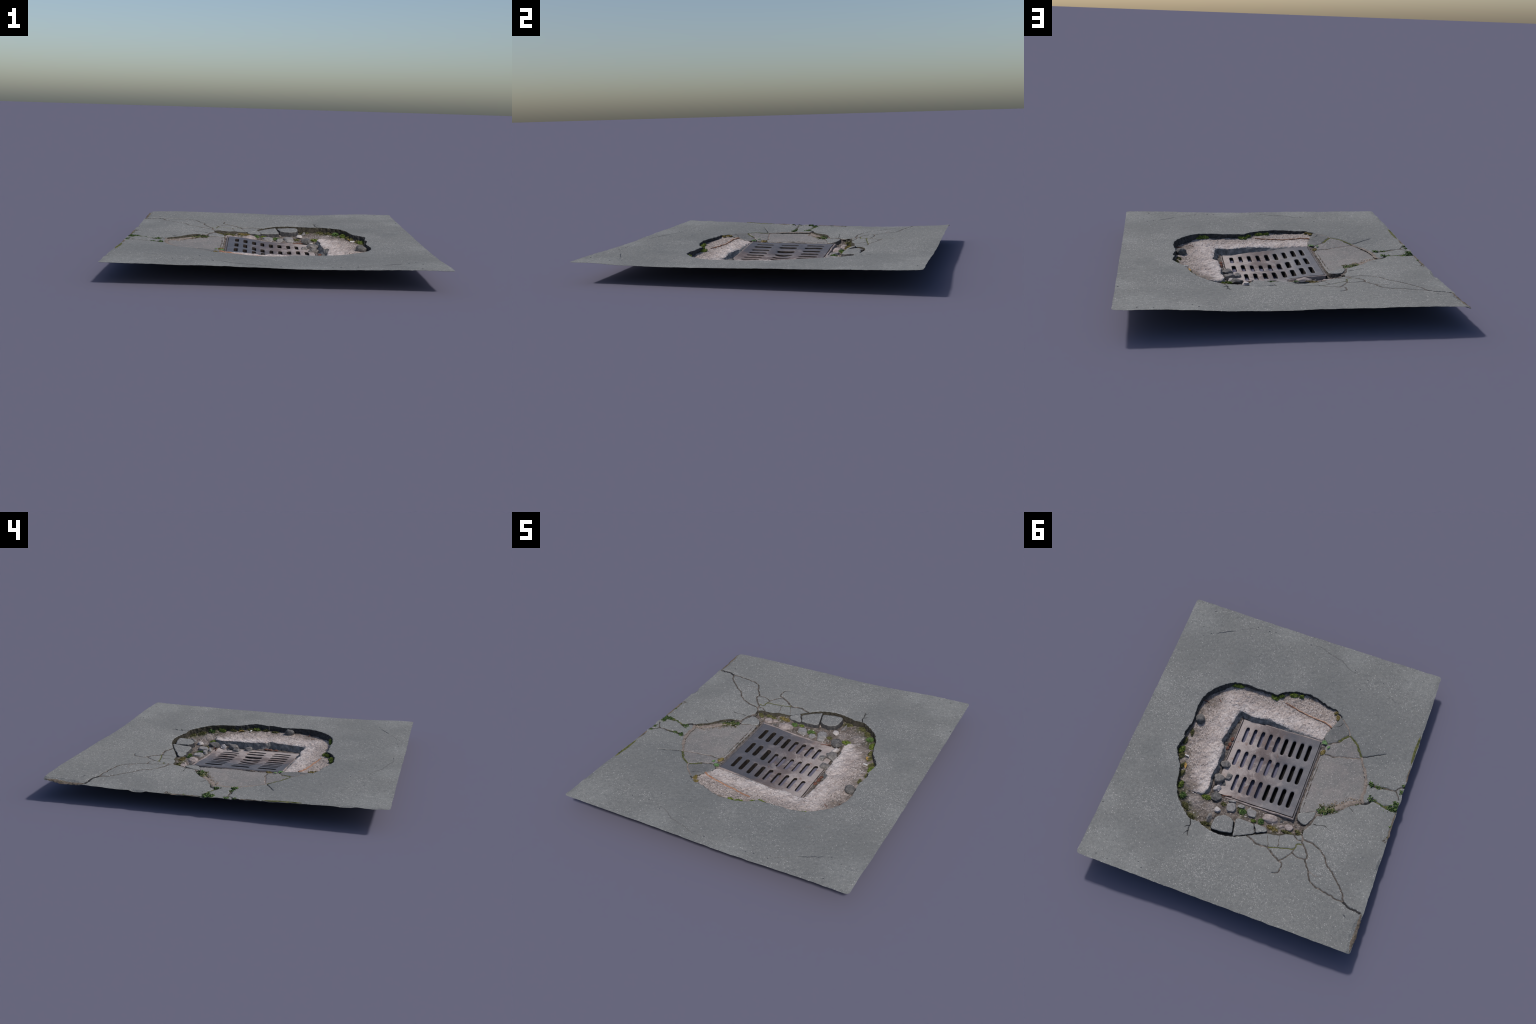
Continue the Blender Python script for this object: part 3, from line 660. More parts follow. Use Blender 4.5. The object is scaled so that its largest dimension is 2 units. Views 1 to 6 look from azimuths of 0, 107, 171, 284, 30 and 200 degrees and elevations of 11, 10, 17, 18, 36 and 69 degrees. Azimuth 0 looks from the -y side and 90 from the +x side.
PITCH, ROW = .056, .1745
SLOT_W, SLOT_L = .0125, .0598
slot_x = [-.2253 + PITCH * i for i in range(9)]
slot_y = [-.1725, .0020, .1765]
def stadium(cx, cy, w, l, m=12, jag=0):
    P = []
    for s in (1, -1):
        for a in np.linspace(0, math.pi, m // 2 + 1):
            P.append((cx + s * w * math.cos(a), cy + s * (l - w) + s * w * math.sin(a)))
    return np.array(P)
X0, X1, Y0, Y1 = -.279, .274, -.279, .2845
def build_grate():
    V, F, M = [], [], []
    def add(P):
        i = len(V); V.extend(map(tuple, P)); return list(range(i, i + len(P)))
    def quads(a, b, mat):
        for i in range(len(a)):
            j = (i + 1) % len(a)
            F.append((a[i], a[j], b[j], b[i])); M.append(mat)
    def grid(xa, xb, ya, yb):
        nx, ny = max(1, round((xb - xa) / .0093)), max(1, round((yb - ya) / .0109))
        ids = [[add([(x, y, float(grate_z(x, y)))])[0] for y in np.linspace(ya, yb, ny + 1)] for x in np.linspace(xa, xb, nx + 1)]
        for i in range(nx):
            for j in range(ny):
                F.append((ids[i][j], ids[i + 1][j], ids[i + 1][j + 1], ids[i][j + 1])); M.append(0)
    rnd = random.Random(3)
    for r, cy in enumerate(slot_y):
        for i, cx in enumerate(slot_x):
            xa, xb = cx - PITCH / 2, cx + PITCH / 2
            ya, yb = cy - ROW / 2, cy + ROW / 2
            if r == 2 and i == 8:                    # this slot is plugged with dirt
                grid(xa, xb, ya, yb); continue
            w, l = SLOT_W * rnd.uniform(.93, 1.06), SLOT_L * rnd.uniform(.97, 1.02)
            ox = cx + rnd.uniform(-.001, .001)
            # outer ring: 8 x 16 points along the cell border, inner ring follows the slot
            nx, ny = 6, 16
            ring = [(x, ya) for x in np.linspace(xa, xb, nx + 1)[:-1]] + [(xb, y) for y in np.linspace(ya, yb, ny + 1)[:-1]] + \
                   [(x, yb) for x in np.linspace(xb, xa, nx + 1)[:-1]] + [(xa, y) for y in np.linspace(yb, ya, ny + 1)[:-1]]
            ring = np.array(ring)
            slot = []
            for x, y in ring:                        # map border point on to the slot outline
                u, v = (x - cx) / (PITCH / 2), (y - cy) / (ROW / 2)
                if abs(v) >= .999 or abs(u) < .999:  # end of the cell: round end
                    a = math.atan2(1.0, u * .9) if v > 0 else math.atan2(-1.0, u * .9)
                    a2 = math.pi / 2 - (math.pi / 2) * u * .62
                    sx, sy = math.cos(a2) * w, math.sin(a2) * w
                    slot.append((ox + sx, cy + (l - w) + sy) if v > 0 else (ox + sx, cy - (l - w) - sy))
                else:
                    k = max(-1, min(1, v))
                    yy = k * (l - w * .62)
                    ex = max(0.0, abs(yy) - (l - w))
                    sx = math.sqrt(max(0, w * w - ex * ex))
                    slot.append((ox + math.copysign(sx, u), cy + yy))
            slot = np.array(slot)
            ang = np.array([ox, cy])
            wear = 1 + .05 * fbm(slot[:, 0] + 3, slot[:, 1], 60, 7)
            slot = ang + (slot - ang) * np.stack([wear, np.ones_like(wear)], 1)
            def ringz(P, dz): return np.c_[P, grate_z(P[:, 0], P[:, 1]) + dz]
            o = add(ringz(ring, 0))
            m1 = add(ringz(ring * .5 + slot * .5, 0))
            m2 = add(ringz(ring * .14 + slot * .86, 0))
            e1 = add(ringz(slot, -.0018))
            zz = grate_z(slot[:, 0], slot[:, 1])
            inn = ang + (slot - ang) * .97
            closed = i <= (3, 2, 3)[r]              # towards the high side the slots end in a black floor
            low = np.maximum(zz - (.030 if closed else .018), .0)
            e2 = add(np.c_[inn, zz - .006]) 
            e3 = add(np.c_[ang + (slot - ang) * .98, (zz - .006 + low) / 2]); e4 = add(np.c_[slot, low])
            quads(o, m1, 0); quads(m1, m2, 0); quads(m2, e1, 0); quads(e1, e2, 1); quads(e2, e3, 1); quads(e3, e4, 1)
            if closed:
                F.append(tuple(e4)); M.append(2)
    gx0, gx1 = slot_x[0] - PITCH / 2, slot_x[-1] + PITCH / 2
    gy0, gy1 = slot_y[0] - ROW / 2, slot_y[-1] + ROW / 2
    grid(X0, gx0, Y0, Y1); grid(gx1, X1, Y0, Y1); grid(gx0, gx1, Y0, gy0); grid(gx0, gx1, gy1, Y1)
    # outer side of the plate
    def side(P):
        P = np.array(P); z = grate_z(P[:, 0], P[:, 1])
        a = add(np.c_[P, z]); c = P.mean(0) * 0
        out = np.sign(P) * .0012
        b = add(np.c_[P + out, z - .003]); d = add(np.c_[P + out, np.maximum(z - .022, .001)])
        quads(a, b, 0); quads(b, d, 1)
    N = 60
    loop = [(x, Y0) for x in np.linspace(X0, X1, N)[:-1]] + [(X1, y) for y in np.linspace(Y0, Y1, N)[:-1]] + \
           [(x, Y1) for x in np.linspace(X1, X0, N)[:-1]] + [(X0, y) for y in np.linspace(Y1, Y0, N)[:-1]]
    side(loop)
    return new_mesh("drain_grate", V, F, [IRON, IRON_IN, SLOT_BLACK], root, face_mat=M)
grate = build_grate()

# angle-iron frame round the plate: back, left and right (the front is bent under the concrete)
FRAME_DARK = plain_material("grey_frame_iron", [(.3, (.085, .078, .082)), (.52, (.13, .118, .122)), (.75, (.20, .175, .17))], 30, .8)
def frame_bar(p, q, width, rise, mat=FRAME):
    p, q = np.array(p), np.array(q)
    m = int(np.linalg.norm(q - p) / .008); t = np.linspace(0, 1, m + 1)[:, None]
    line = p + (q - p) * t; d = (q - p) / np.linalg.norm(q - p); n = np.array([d[1], -d[0]])
    z = grate_z(line[:, 0], line[:, 1]) + rise
    prof = [(.0, -.020), (.0, -.0012), (.0015, 0), (width - .002, 0), (width, -.0025), (width + .001, -.030)]
    rows = []
    for o, h in prof:
        P = line + n * o
        P = P + n * (.0010 * fbm(P[:, 0], P[:, 1], 40, 13))[:, None]
        rows.append(np.c_[P, np.maximum(z + h, .002) + .0008 * fbm(P[:, 0], P[:, 1], 60, 14)])
    V, F = loft(rows, False)
    new_mesh("grate_frame", V, F, [mat], grate)
frame_bar((.190, .2905), (-.2845, .2905), .0115, -.001)
frame_bar((-.2840, .303), (-.2840, -.285), .0095, 0, FRAME_DARK)
frame_bar((.2800, -.275), (.2790, .060), .0080, -.001)
frame_bar((-.290, -.2795), (.12, -.2795), .009, -.002)

# ------------------------------------------------------------------ broken asphalt slabs
def slab(outline, levels, thick, mats, name="broken_slab", seed=0, rough=.0016):
    """Piece of asphalt: rounded outline, tilted top given by three levels, broken sides."""
    C = smooth_line(outline, .005, True, rough, seed)
    A = np.array([(x, y, 1) for x, y, _ in levels]); zc = np.linalg.lstsq(A, np.array([l[2] for l in levels]), rcond=None)[0]
    top = lambda P: P[:, 0] * zc[0] + P[:, 1] * zc[1] + zc[2] + .0014 * fbm(P[:, 0], P[:, 1], 25, seed) + .0006 * fbm(P[:, 0], P[:, 1], 110, seed + 1)
    c = C.mean(0); n = normals2d(C, True)
    if inside(C, C[:1, 0] + n[:1, 0] * .004, C[:1, 1] + n[:1, 1] * .004)[0]: n = -n
    rows = []
    z0 = top(C)
    for off, dz in ((.004, -thick), (.004, -thick * .7), (.0015, -thick * .35), (.0, -.006)):
        j = .0018 * fbm(C[:, 0] + dz * 3, C[:, 1] - dz * 3, 90, seed + 5)
        rows.append(np.c_[C + n * (off + j)[:, None], z0 + dz])
    rows.append(np.c_[C - n * .0012, z0 - .0022])
    side_rows = len(rows)
    for s in (.955, .82, .64, .44, .22, .02):
        P = c + (C - c) * s
        rows.append(np.c_[P, top(P)])
    V, F = loft(rows, True)
    m = len(C); fm = (np.arange(len(F)) // m >= side_rows - 1).astype(np.int32)
    if ((C[:, 0] * np.roll(C[:, 1], -1) - np.roll(C[:, 0], -1) * C[:, 1]).sum()) < 0: F = F[:, ::-1]
    return new_mesh(name, V, F, mats, root, face_mat=fm)
SLAB_MATS = [BROKEN, ASPHALT_SLAB]
slab([(.183, .540), (.189, .495), (.182, .457), (.150, .434), (.116, .426), (.070, .444), (.060, .470), (.048, .524), (.078, .536), (.144, .546)],
     [(.18, .54, .092), (.05, .53, .091), (.12, .43, .083)], .034, SLAB_MATS, seed=101)
slab([(.057, .440), (.049, .416), (.013, .412), (-.060, .418), (-.074, .445), (-.090, .474), (-.041, .507), (.010, .533), (.034, .540), (.046, .49)],
     [(-.06, .408, .068), (.034, .543, .091), (.059, .413, .072)], .030, SLAB_MATS, seed=111)
slab([(-.068, .414), (-.090, .409), (-.145, .415), (-.160, .436), (-.128, .456), (-.098, .470), (-.083, .445)],
     [(-.068, .414, .068), (-.155, .43, .074), (-.097, .47, .088)], .028, SLAB_MATS, seed=121)
slab([(-.314, .242), (-.365, .221), (-.413, .203), (-.412, .246), (-.397, .283), (-.372, .314), (-.330, .300), (-.309, .270)],
     [(-.317, .243, .068), (-.41, .21, .079), (-.37, .31, .083)], .030, [CRACK_SOIL, ASPHALT_SLAB], seed=131)

# ------------------------------------------------------------------ cobbles, rocks and pebbles
def stone(name, x, y, z, rx, ry, rz, mat, seed, turn=0.0, angular=1.0, sub=4, parent=None):
    """Rock: sphere cut by random planes and roughened; z is the height of its top."""
    import bmesh
    bm = bmesh.new(); bmesh.ops.create_icosphere(bm, subdivisions=sub, radius=1)
    rnd = random.Random(seed)
    cuts = []
    for _ in range(9):
        v = Vector((rnd.gauss(0, 1), rnd.gauss(0, 1), rnd.gauss(0, .8))).normalized(); cuts.append((v, rnd.uniform(.56, .84)))
    R = Matrix.Rotation(turn, 3, "Z"); off = Vector((seed * 1.7, seed * .9, seed * .4))
    for v in bm.verts:
        p = v.co.copy()
        for cn, cd in cuts:
            e = p.dot(cn) - cd
            if e > 0: p -= cn * e * angular
        p *= 1 + .16 * mnoise.noise(p * 1.7 + off) + .07 * mnoise.noise(p * 4.5 + off)
        v.co = R @ Vector((p.x * rx, p.y * ry, p.z * rz))
    m = max(v.co.z for v in bm.verts)
    for v in bm.verts:
        v.co += Vector((x, y, z - m))
        if z: v.co.z = max(v.co.z, .0015)
    me = bpy.data.meshes.new(name); bm.to_mesh(me); bm.free()
    me.materials.append(mat)
    me.polygons.foreach_set("use_smooth", [True] * len(me.polygons))
    ob = bpy.data.objects.new(name, me); bpy.context.scene.collection.objects.link(ob); ob.parent = parent or root
    return ob
stone("rock", .272, .078, .040, .034, .040, .024, ROCK, 1, .2)
stone("rock", .270, .191, .047, .043, .043, .026, ROCK, 2, .5)
stone("rock", .219, .150, .036, .021, .037, .018, ROCK, 3, -.15)
stone("rock", .261, .256, .043, .027, .024, .018, PALE, 4, .4)
stone("rock", .243, .319, .060, .049, .035, .026, ROCK_DARK, 5, -.3)
stone("rock", .229, .477, .078, .026, .042, .026, ROCK, 6, .1)
stone("rock", .543, -.150, .106, .033, .036, .030, ROCK_DARK, 8, .3, .35)
stone("rock", .232, .215, .022, .02, .025, .012, ROCK_DARK, 10, .3)

def cobble(outline, z, h, mat, seed):
    C = np.array(outline); c = C.mean(0)
    slab((C - c) * .93 + c, [(c[0] - .05, c[1], z), (c[0] + .05, c[1], z + .002), (c[0], c[1] + .05, z + .003)], h, [mat, mat], "cobblestone", seed, .0022)
cobble([(.148, .369), (.150, .338), (.108, .322), (.090, .347), (.089, .380), (.132, .390)], .053, .022, COBBLE, 201)
cobble([(.010, .356), (.012, .322), (-.042, .324), (-.054, .368), (-.012, .375)], .052, .022, COBBLE, 202)
cobble([(-.258, .364), (-.258, .344), (-.289, .335), (-.313, .348), (-.304, .374), (-.277, .381)], .056, .02, COBBLE_PINK, 204)
cobble([(.086, .329), (.069, .312), (.041, .313), (.044, .334), (.072, .343)], .049, .02, COBBLE, 206)
cobble([(.215, .415), (.207, .387), (.180, .400), (.187, .420)], .066, .016, PALE, 207)
cobble([(.155, .318), (.135, .306), (.105, .308), (.120, .319)], .046, .016, COBBLE, 209)
stone("cobblestone", -.147, .344, .067, .062, .040, .026, COBBLE_PINK, 23, .25, .35)
stone("cobblestone", -.226, .332, .053, .021, .017, .014, ROCK_DARK, 25, .1)
stone("cobblestone", -.235, .366, .058, .020, .016, .014, COBBLE_PINK, 26, .1)

# loose pebbles on concrete and dirt share two meshes
pebble_src = [stone("pebble", 0, 0, .5, 1, 1, .7, m, s, sub=2) for m, s in ((ROCK_DARK, 51), (ROCK, 52), (PALE, 53))]
for p in pebble_src:
    for v in p.data.vertices: v.co.z -= .2
def pebble(x, y, z, r, kind):
    src = pebble_src[kind]
    ob = bpy.data.objects.new("pebble", src.data); bpy.context.scene.collection.objects.link(ob)
    ob.parent = root; ob.location = (x, y, z); ob.scale = (r * random.uniform(.8, 1.3), r * random.uniform(.8, 1.2), r)
    ob.rotation_euler = (0, 0, random.uniform(0, 6.28))
placed = [(.487, -.269, .0125, 0), (.462, -.238, .008, 0), (.417, -.300, .006, 0), (.462, -.351, .008, 0), (.519, -.23, .007, 1), (.43, -.40, .006, 0), (.50, -.33, .008, 0), (.26, -.47, .006, 0), (.12, -.49, .007, 1), (.52, .155, .017, 1), (.315, -.49, .007, 2), (-.295, -.345, .009, 0), (-.285, -.33, .007, 0), (.36, -.38, .006, 0)]
for x, y, r, kd in placed:
    pebble(x, y, float(concrete_surface(np.array([x]), np.array([y]))[0]) - r * .1, r, kd)
done = 0
while done < 110:
    x, y = random.uniform(-.36, .48), random.uniform(.30, .55)
    q = np.array([x]), np.array([y])
    if not inside(bed_outline, *q)[0] or inside(grate_gap, *q)[0] or (y < .31 and x < .2) or y > .40 + max(0, x - .22) * .8 + (.02 if x > .2 else 0): continue
    r = random.uniform(.0025, .0075)
    pebble(x, y, float(dirt_surface(*q)[0]) + r * .1, r, random.choice((0, 1, 1, 2))); done += 1
for _ in range(26):
    x, y = random.uniform(.285, .325), random.uniform(-.25, .3)
    q = np.array([x]), np.array([y])
    pebble(x, y, float(dirt_surface(*q)[0]), random.uniform(.003, .007), random.choice((0, 1)))
for p in pebble_src:
    bpy.data.objects.remove(p)

# ------------------------------------------------------------------ moss and weeds
def clump(name, x, y, z, rx, ry, h, mat, seed, leaves=90, size=.006, turn=0.0, parent=None):
    """Cushion of moss: a lumpy mound covered with small fleshy leaflets."""
    rnd = random.Random(seed); V, F = [], []
    nu, nv = 18, 7
    for j in range(nv):
        t = j / (nv - 1) * math.pi / 2
        for i in range(nu):
            a = i / nu * math.tau
            k = 1 + .28 * mnoise.noise(Vector((math.cos(a) * 1.6 + seed, math.sin(a) * 1.6, t * 1.5)))
            V.append((math.cos(a) * math.cos(t) * k * rx, math.sin(a) * math.cos(t) * k * ry, math.sin(t) * h * k * .8 - .003))
    for j in range(nv - 1):
        for i in range(nu):
            F.append((j * nu + i, j * nu + (i + 1) % nu, (j + 1) * nu + (i + 1) % nu, (j + 1) * nu + i))
    for _ in range(leaves):
        a, t = rnd.uniform(0, math.tau), math.acos(rnd.uniform(.05, 1)) 
        r = rnd.uniform(.75, 1.12)
        c = Vector((math.cos(a) * math.sin(t) * rx * r, math.sin(a) * math.sin(t) * ry * r, math.cos(t) * h * r * .85))
        s = size * rnd.uniform(.6, 1.4)
        d = Vector((math.cos(a) * math.sin(t) + rnd.gauss(0, .5), math.sin(a) * math.sin(t) + rnd.gauss(0, .5), .45 + rnd.gauss(0, .35))).normalized()
        u = d.orthogonal().normalized(); u.rotate(Matrix.Rotation(rnd.uniform(0, 6.28), 3, d)); w = d.cross(u)
        b = len(V)
        for q in (c - d * s * .5, c + u * s * .42, c + w * s * .14, c - u * s * .42, c - w * s * .14, c + d * s):
            V.append(tuple(q))
        for i in range(4):
            j = (i + 1) % 4
            F.append((b, b + 1 + j, b + 1 + i)); F.append((b + 5, b + 1 + i, b + 1 + j))
    R = Matrix.Rotation(turn, 3, "Z")
    V = [tuple(R @ Vector(v) + Vector((x, y, z))) for v in V]
    ob = new_mesh(name, V, F, [mat], parent or root, smooth=False)
    ob["kind"] = "stuff"
    return ob
def mossy(x, y, rx, ry, h, mat=MOSS, seed=0, turn=0.0, lift=0.0, leaves=90, size=.006):
    q = np.array([x]), np.array([y])
    clump("moss_clump", x, y, float(floor_z(*q)[0]) + lift, rx, ry, h * .72, mat, seed, leaves, size, turn)
# along the front wall
mossy(.395, -.476, .052, .014, .026, MOSS, 1, .22, .004, 150)
mossy(.125, -.486, .030, .020, .020, MOSS, 2, -.3, 0, 130)
mossy(.085, -.505, .022, .012, .018, MOSS, 3, .5, .004, 70)
mossy(.005, -.543, .030, .018, .026, MOSS, 4, .2, 0, 130)
mossy(-.047, -.549, .017, .014, .026, MOSS, 5, 0, 0, 80)
mossy(-.318, -.507, .020, .010, .012, MOSS_YELLOW, 6, .5, .004, 60)
mossy(-.335, -.475, .012, .022, .006, MOSS_YELLOW, 7, .3, .010, 60, .004)
# along the right wall
mossy(.578, .030, .014, .030, .026, MOSS_DULL, 8, .1, 0, 110)
mossy(.578, .098, .022, .030, .030, MOSS, 9, -.3, 0, 160)
mossy(.560, .140, .018, .026, .022, MOSS_DULL, 10, -.4, 0, 110)
mossy(.528, .205, .012, .030, .024, MOSS_DULL, 11, -.4, 0, 90)
mossy(.508, .255, .014, .028, .024, MOSS_DULL, 12, -.2, 0, 90)
mossy(.487, .335, .019, .030, .030, MOSS, 13, -.3, 0, 170)
mossy(.445, .398, .020, .018, .022, WEED, 14, .6, 0, 60, .012)
mossy(.400, .455, .030, .016, .020, MOSS_DULL, 15, -.7, 0, 110)
mossy(.345, .505, .030, .014, .022, MOSS_DULL, 16, -.3, 0, 120)
mossy(.560, -.045, .012, .030, .020, MOSS_DULL, 17, .2, 0, 80)
mossy(.300, .345, .030, .017, .012, MOSS, 18, 0, .004, 120)
# between the cobbles
mossy(.040, .356, .024, .020, .016, WEED, 19, .3, .002, 120)
mossy(.065, .345, .015, .02, .010, MOSS_DULL, 20, 0, .002, 60)
mossy(-.098, .379, .018, .020, .016, WEED, 21, .3, .002, 100)
mossy(-.050, .392, .018, .010, .010, MOSS, 22, .1, .002, 60)
mossy(-.185, .405, .040, .016, .014, MOSS_YELLOW, 23, -.2, .002, 150)
mossy(-.29, .395, .050, .012, .016, MOSS_DULL, 24, -.1, .002, 120)
mossy(-.355, .375, .030, .014, .018, MOSS_DULL, 25, -.5, .002, 90)
mossy(.175, .350, .016, .014, .010, MOSS_DULL, 26, .1, .002, 60)
mossy(.24, .52, .03, .012, .020, MOSS_DULL, 27, .1, .0, 90)
# ochre and dry dust at the corner of the grate
clump("moss_clump", -.318, -.212, .069, .014, .022, .006, MOSS_YELLOW, 31, 70, .004, -.4)

MOSS_BAND = [(-.428, .196), (-.45, .186), (-.48, .172), (-.505, .160), (-.528, .146)]
def weed(x, y, r, h, seed, mat=WEED, n=26, zf=base_sheet, lift=0.0):
    """Tuft of short curved blades, each with its own thickness."""
    rnd = random.Random(seed); V, F = [], []
    z0 = float(zf(np.array([x]), np.array([y]))[0]) + lift
    for _ in range(n):
        a = rnd.uniform(0, math.tau); lean = rnd.uniform(.7, 1.7); L = h * rnd.uniform(.5, 1.0) * .75; w = .0035 * rnd.uniform(.7, 1.5)
        c = Vector((max(-.902, x + rnd.gauss(0, r * .45)), y + rnd.gauss(0, r * .45), z0 - .004)); a = a if c.x > -.885 else rnd.uniform(-1.4, 1.4); d = Vector((math.cos(a), math.sin(a), 0)); s = Vector((-d.y, d.x, 0))
        b = len(V)
        for i, t in enumerate((0, .4, .75, 1)):
            p = c + d * (L * lean * t * t) + Vector((0, 0, L * t * (1.15 - .35 * t * lean)))
            ww = w * (1.0, 1.15, .8, .12)[i]
            for q in (p + s * ww, p - s * ww, p + d * ww * .5):
                V.append(tuple(q))
        for i in range(3):
            for k in range(3):
                m = (k + 1) % 3
                F.append((b + i * 3 + k, b + i * 3 + m, b + i * 3 + 3 + m, b + i * 3 + 3 + k))
    ob = new_mesh("weed_tuft", V, F, [mat], pavement); ob["kind"] = "stuff"
for x, y, r, h, s in [(-.696, -.101, .018, .020, 1), (-.745, -.098, .022, .010, 2), (-.719, .003, .020, .018, 3), (-.892, -.012, .028, .026, 4), (-.880, .016, .03, .014, 5), (-.853, .019, .024, .010, 6), (-.901, -.155, .014, .012, 7), (-.903, -.108, .014, .014, 8), (-.903, .135, .016, .012, 9), (-.904, .10, .012, .008, 10), (-.80, .018, .014, .008, 16)]:
    weed(x, y, r, h, s, WEED, int(16 + r * 900))
weed(-.895, .245, .02, .012, 17, EDGE_SOIL, 26); weed(-.905, .22, .014, .010, 18, MOSS_DULL, 20)
for x, y, r, h, s in [(-.438, .188, .022, .020, 21), (-.458, .180, .026, .022, 22), (-.484, .172, .026, .022, 23), (-.512, .158, .024, .020, 24), (-.646, .058, .018, .014, 25)]:
    weed(x, y, r, h, s, WEED, 30, base_patch); weed(x - .008, y - .012, r, h * .7, s + 300, MOSS_DULL, 26, base_patch)
for k in range(26):                                            # dry grass along the step
    t = k / 25; x = -.50 - .18 * t + random.gauss(0, .008); y = .150 - .105 * t - abs(random.gauss(0, .018))
    weed(x, y, .020, .007, 60 + k, DRYGRASS, 16, base_patch, .002)
for k in range(8):
    x = -.43 - .09 * k / 7; weed(x, .182 - .035 * k / 7 - random.uniform(.005, .03), .02, .008, 90 + k, MOSS_DULL, 14, base_patch, .002)

# band of dry dirt on the patch below the step, moss strip and soil along the left border
def strip(name, pts, half, zf, mat, parent, lift, seed, ragged=.5):
    line = smooth_line(pts, .006); n = normals2d(line); s = np.linspace(0, 1, len(line))
    w = half * np.clip(np.minimum(s, 1 - s) * 6, .1, 1)
    rows = []
    for t in (-1, -.6, -.2, .2, .6, 1):
        ww = w * (1 + ragged * fbm(line[:, 0] + 5 * t, line[:, 1], 35, seed))
        P = line + n * (ww * t)[:, None]
        z = zf(P[:, 0], P[:, 1]) + lift * (1 - abs(t) ** 3) - .0012 * abs(t) ** 3 + .0022 * (1 - abs(t)) * fbm(P[:, 0], P[:, 1], 120, seed + 1)
        rows.append(np.c_[P, z])
    V, F = loft(rows, False)
    new_mesh(name, V, F[:, ::-1], [mat], parent)
strip("dirt_band", [(-.43, .190), (-.48, .168), (-.53, .138), (-.58, .092), (-.63, .055), (-.672, .036)], .022, base_patch, CRACK_TAN, patch, .003, 5)
strip("moss_band", MOSS_BAND, .017, base_patch, CRACK_MOSS, patch, .005, 15)
strip("dirt_band", [(-.325, .215), (-.32, .12), (-.318, 0), (-.32, -.1), (-.325, -.19)], .0050, base_patch, CRACK_SOIL, patch, .0006, 6)
low_edge = lambda x, y: sheet_surface(x, y)
strip("edge_soil", [(-.893, .732), (-.897, .775), (-.899, .83), (-.898, .90), (-.899, .985)], .012, low_edge, EDGE_SOIL, pavement, .0024, 7)
strip("edge_moss", [(-.898, -.53), (-.896, -.46), (-.894, -.39), (-.897, -.31)], .009, base_sheet, CRACK_MOSS, pavement, .0022, 8)
strip("edge_moss", [(-.900, -.30), (-.902, -.22), (-.902, -.15)], .005, base_sheet, EDGE_SOIL, pavement, .002, 9)
strip("edge_moss", [(-.902, .03), (-.901, .10), (-.903, .16), (-.904, .24)], .006, base_sheet, EDGE_SOIL, pavement, .002, 10)

# ------------------------------------------------------------------ plant at the corner of the grate
def leaf(x, y, z, length, width, heading, pitch, mat, name="leaf", parent=None, droop=.5):
    V, F = [], []; nu, nv = 8, 4
    for side in (1, -1):
        for i in range(nu + 1):
            t = i / nu; w = width * math.sin(math.pi * min(1, t ** .8 * .97 + .03)) * .5
            for j in range(nv + 1):
                v = j / nv * 2 - 1
                V.append((t * length, v * w, length * (pitch * t - droop * t * t) + .22 * abs(v) * w + side * .0005))
    o = (nu + 1) * (nv + 1)
    for i in range(nu):
        for j in range(nv):
            a = i * (nv + 1) + j; b = a + nv + 1
            F.append((a, b, b + 1, a + 1)); F.append((o + a, o + a + 1, o + b + 1, o + b))
    R = Matrix.Rotation(heading, 3, "Z")
    V = [tuple(R @ Vector(v) + Vector((x, y, z))) for v in V]
    return new_mesh(name, V, F, [mat], parent or root)
plant = new_mesh("plant", [(-.314, -.276, .066), (-.310, -.276, .066), (-.312, -.272, .066), (-.312, -.275, .082)], [(0, 1, 3), (1, 2, 3), (2, 0, 3)], [LEAFGREEN], root)
for hd, L, w, p in ((.8, .042, .018, .45), (-.9, .030, .016, .5), (-.15, .036, .016, .35), (2.2, .034, .015, .5), (2.75, .048, .018, .4), (1.6, .026, .014, .6), (3.6, .03, .013, .5), (-1.7, .030, .014, .5)):
    leaf(-.306, -.283, .074, L * .62, w * .62, hd, p, LEAFGREEN, parent=plant)
for hd, L, w in ((2.6, .020, .010), (1.7, .026, .012), (3.3, .018, .010)):
    leaf(-.338, -.262, .077, L * .85, w * .85, hd, .5, LEAFGREEN, parent=plant)

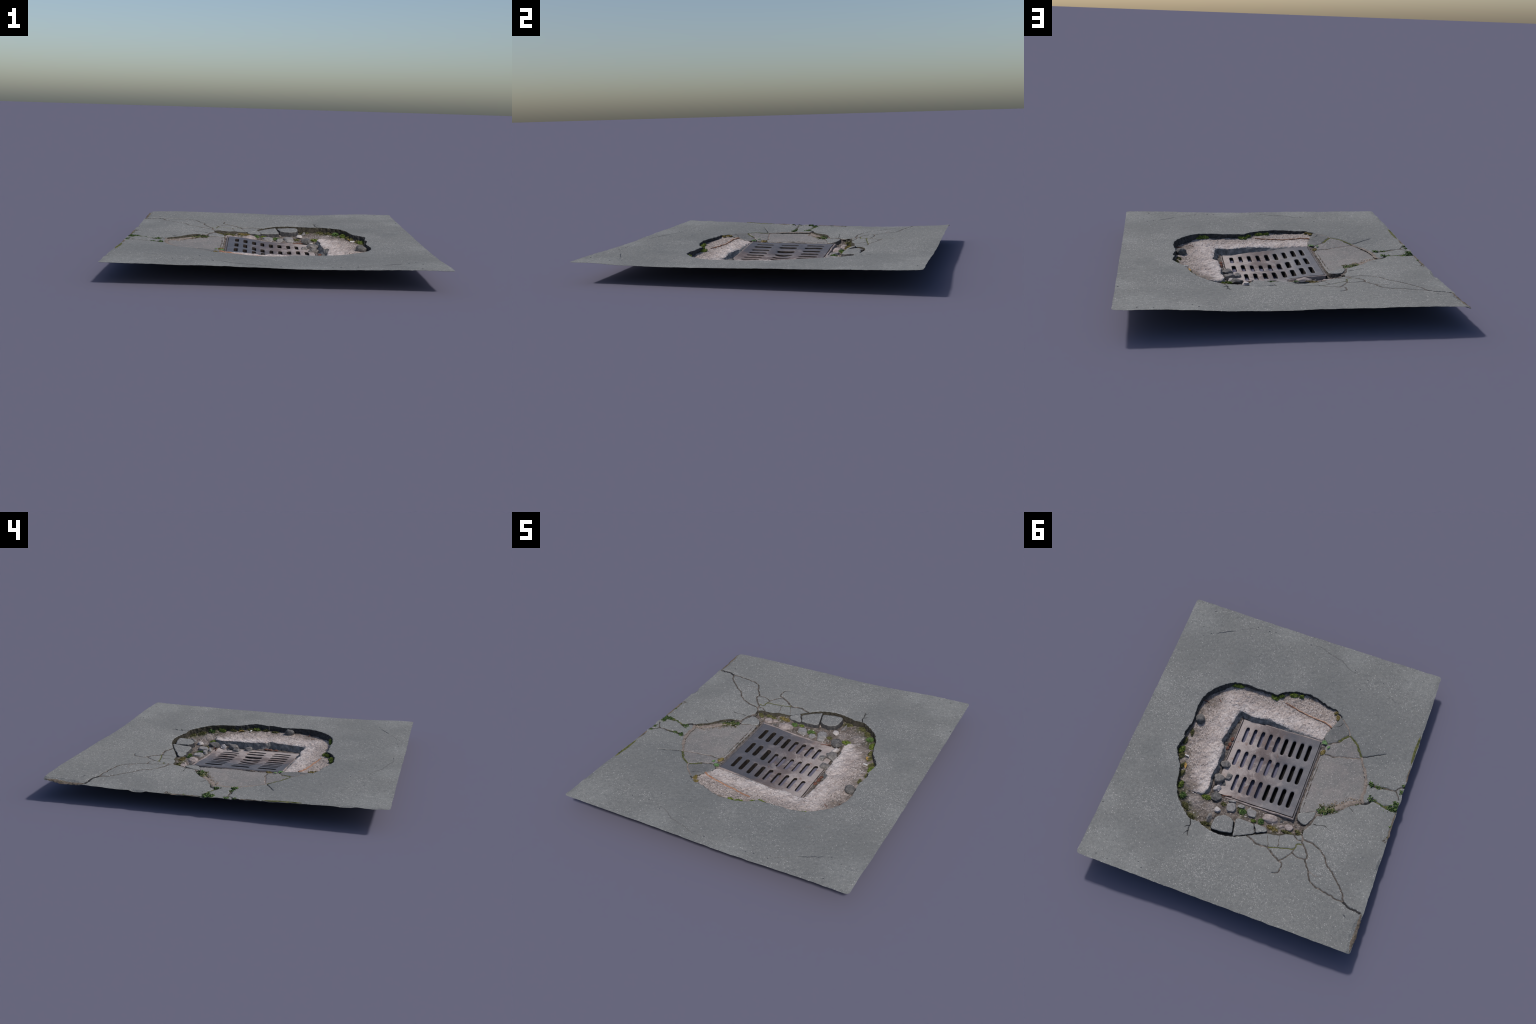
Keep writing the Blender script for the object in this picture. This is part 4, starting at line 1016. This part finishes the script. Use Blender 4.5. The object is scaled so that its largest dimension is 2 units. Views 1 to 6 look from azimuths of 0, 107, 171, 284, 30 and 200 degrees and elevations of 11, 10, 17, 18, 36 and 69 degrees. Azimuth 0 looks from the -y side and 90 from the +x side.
# ------------------------------------------------------------------ root, twigs and litter
def tube(name, pts, r, mat, zf, lift, seed=0, taper=.5):
    line = smooth_line(pts, .005, rough=.002, seed=seed); m = len(line)
    n = normals2d(line); z = zf(line[:, 0], line[:, 1]) + lift + .0012 * fbm(line[:, 0], line[:, 1], 40, seed)
    rr = r * (1 - taper * np.linspace(0, 1, m)) * (1 + .25 * fbm(line[:, 0], line[:, 1], 50, seed + 2))
    rows = []
    for a in np.linspace(0, math.tau, 9)[:-1]:
        rows.append(np.c_[line + n * (rr * math.cos(a))[:, None], z + rr * math.sin(a)])
    V, F = loft(rows + [rows[0]], False)
    return new_mesh(name, V, F[:, ::-1], [mat], root)
tube("root", [(-.316, -.392), (-.295, -.405), (-.25, -.418), (-.183, -.426), (-.114, -.437), (-.063, -.446), (0, -.463), (.044, -.471)], .0052, ROOT, concrete_surface, .002, 3)
tube("root", [(-.114, -.437), (-.04, -.452), (.03, -.458)], .0028, ROOT, concrete_surface, .001, 5)
tube("twig", [(.575, -.290), (.555, -.297), (.535, -.288)], .0035, RED, concrete_surface, .003, 6)
tube("twig", [(.46, -.325), (.49, -.345)], .0022, RED, concrete_surface, .002, 7)
tube("twig", [(.212, .298), (.190, .288), (.160, .280), (.146, .276)], .0030, RED, lambda x, y: grate_z(x, y), .003, 8)
tube("twig", [(.205, .305), (.188, .300), (.176, .303)], .0022, RED, dirt_surface, .006, 9)
for x, y, r in ((.296, -.11, .012), (.299, -.07, .014), (.303, -.035, .012)):
    stone("rotten_leaf", x, y, .024, r, r * 1.5, .006, RED, int(1000 * (x + y)), .2, sub=3)
leaf(.514, .178, .078, .044, .018, 1.95, .10, OCHRE, "dry_leaf", droop=.15)
def box(name, x, y, z, a, b, c, turn, mat):
    V = [(sx * a, sy * b, sz * c) for sx in (-1, 1) for sy in (-1, 1) for sz in (-1, 1)]
    R = Matrix.Rotation(turn, 3, "Z")
    V = [tuple(R @ Vector(v) + Vector((x, y, z))) for v in V]
    return new_mesh(name, V, [(0, 1, 3, 2), (4, 6, 7, 5), (0, 4, 5, 1), (2, 3, 7, 6), (0, 2, 6, 4), (1, 5, 7, 3)], [mat], root, smooth=False)
box("white_scrap", .524, .128, .080, .014, .0032, .0030, -.15, PAPER)
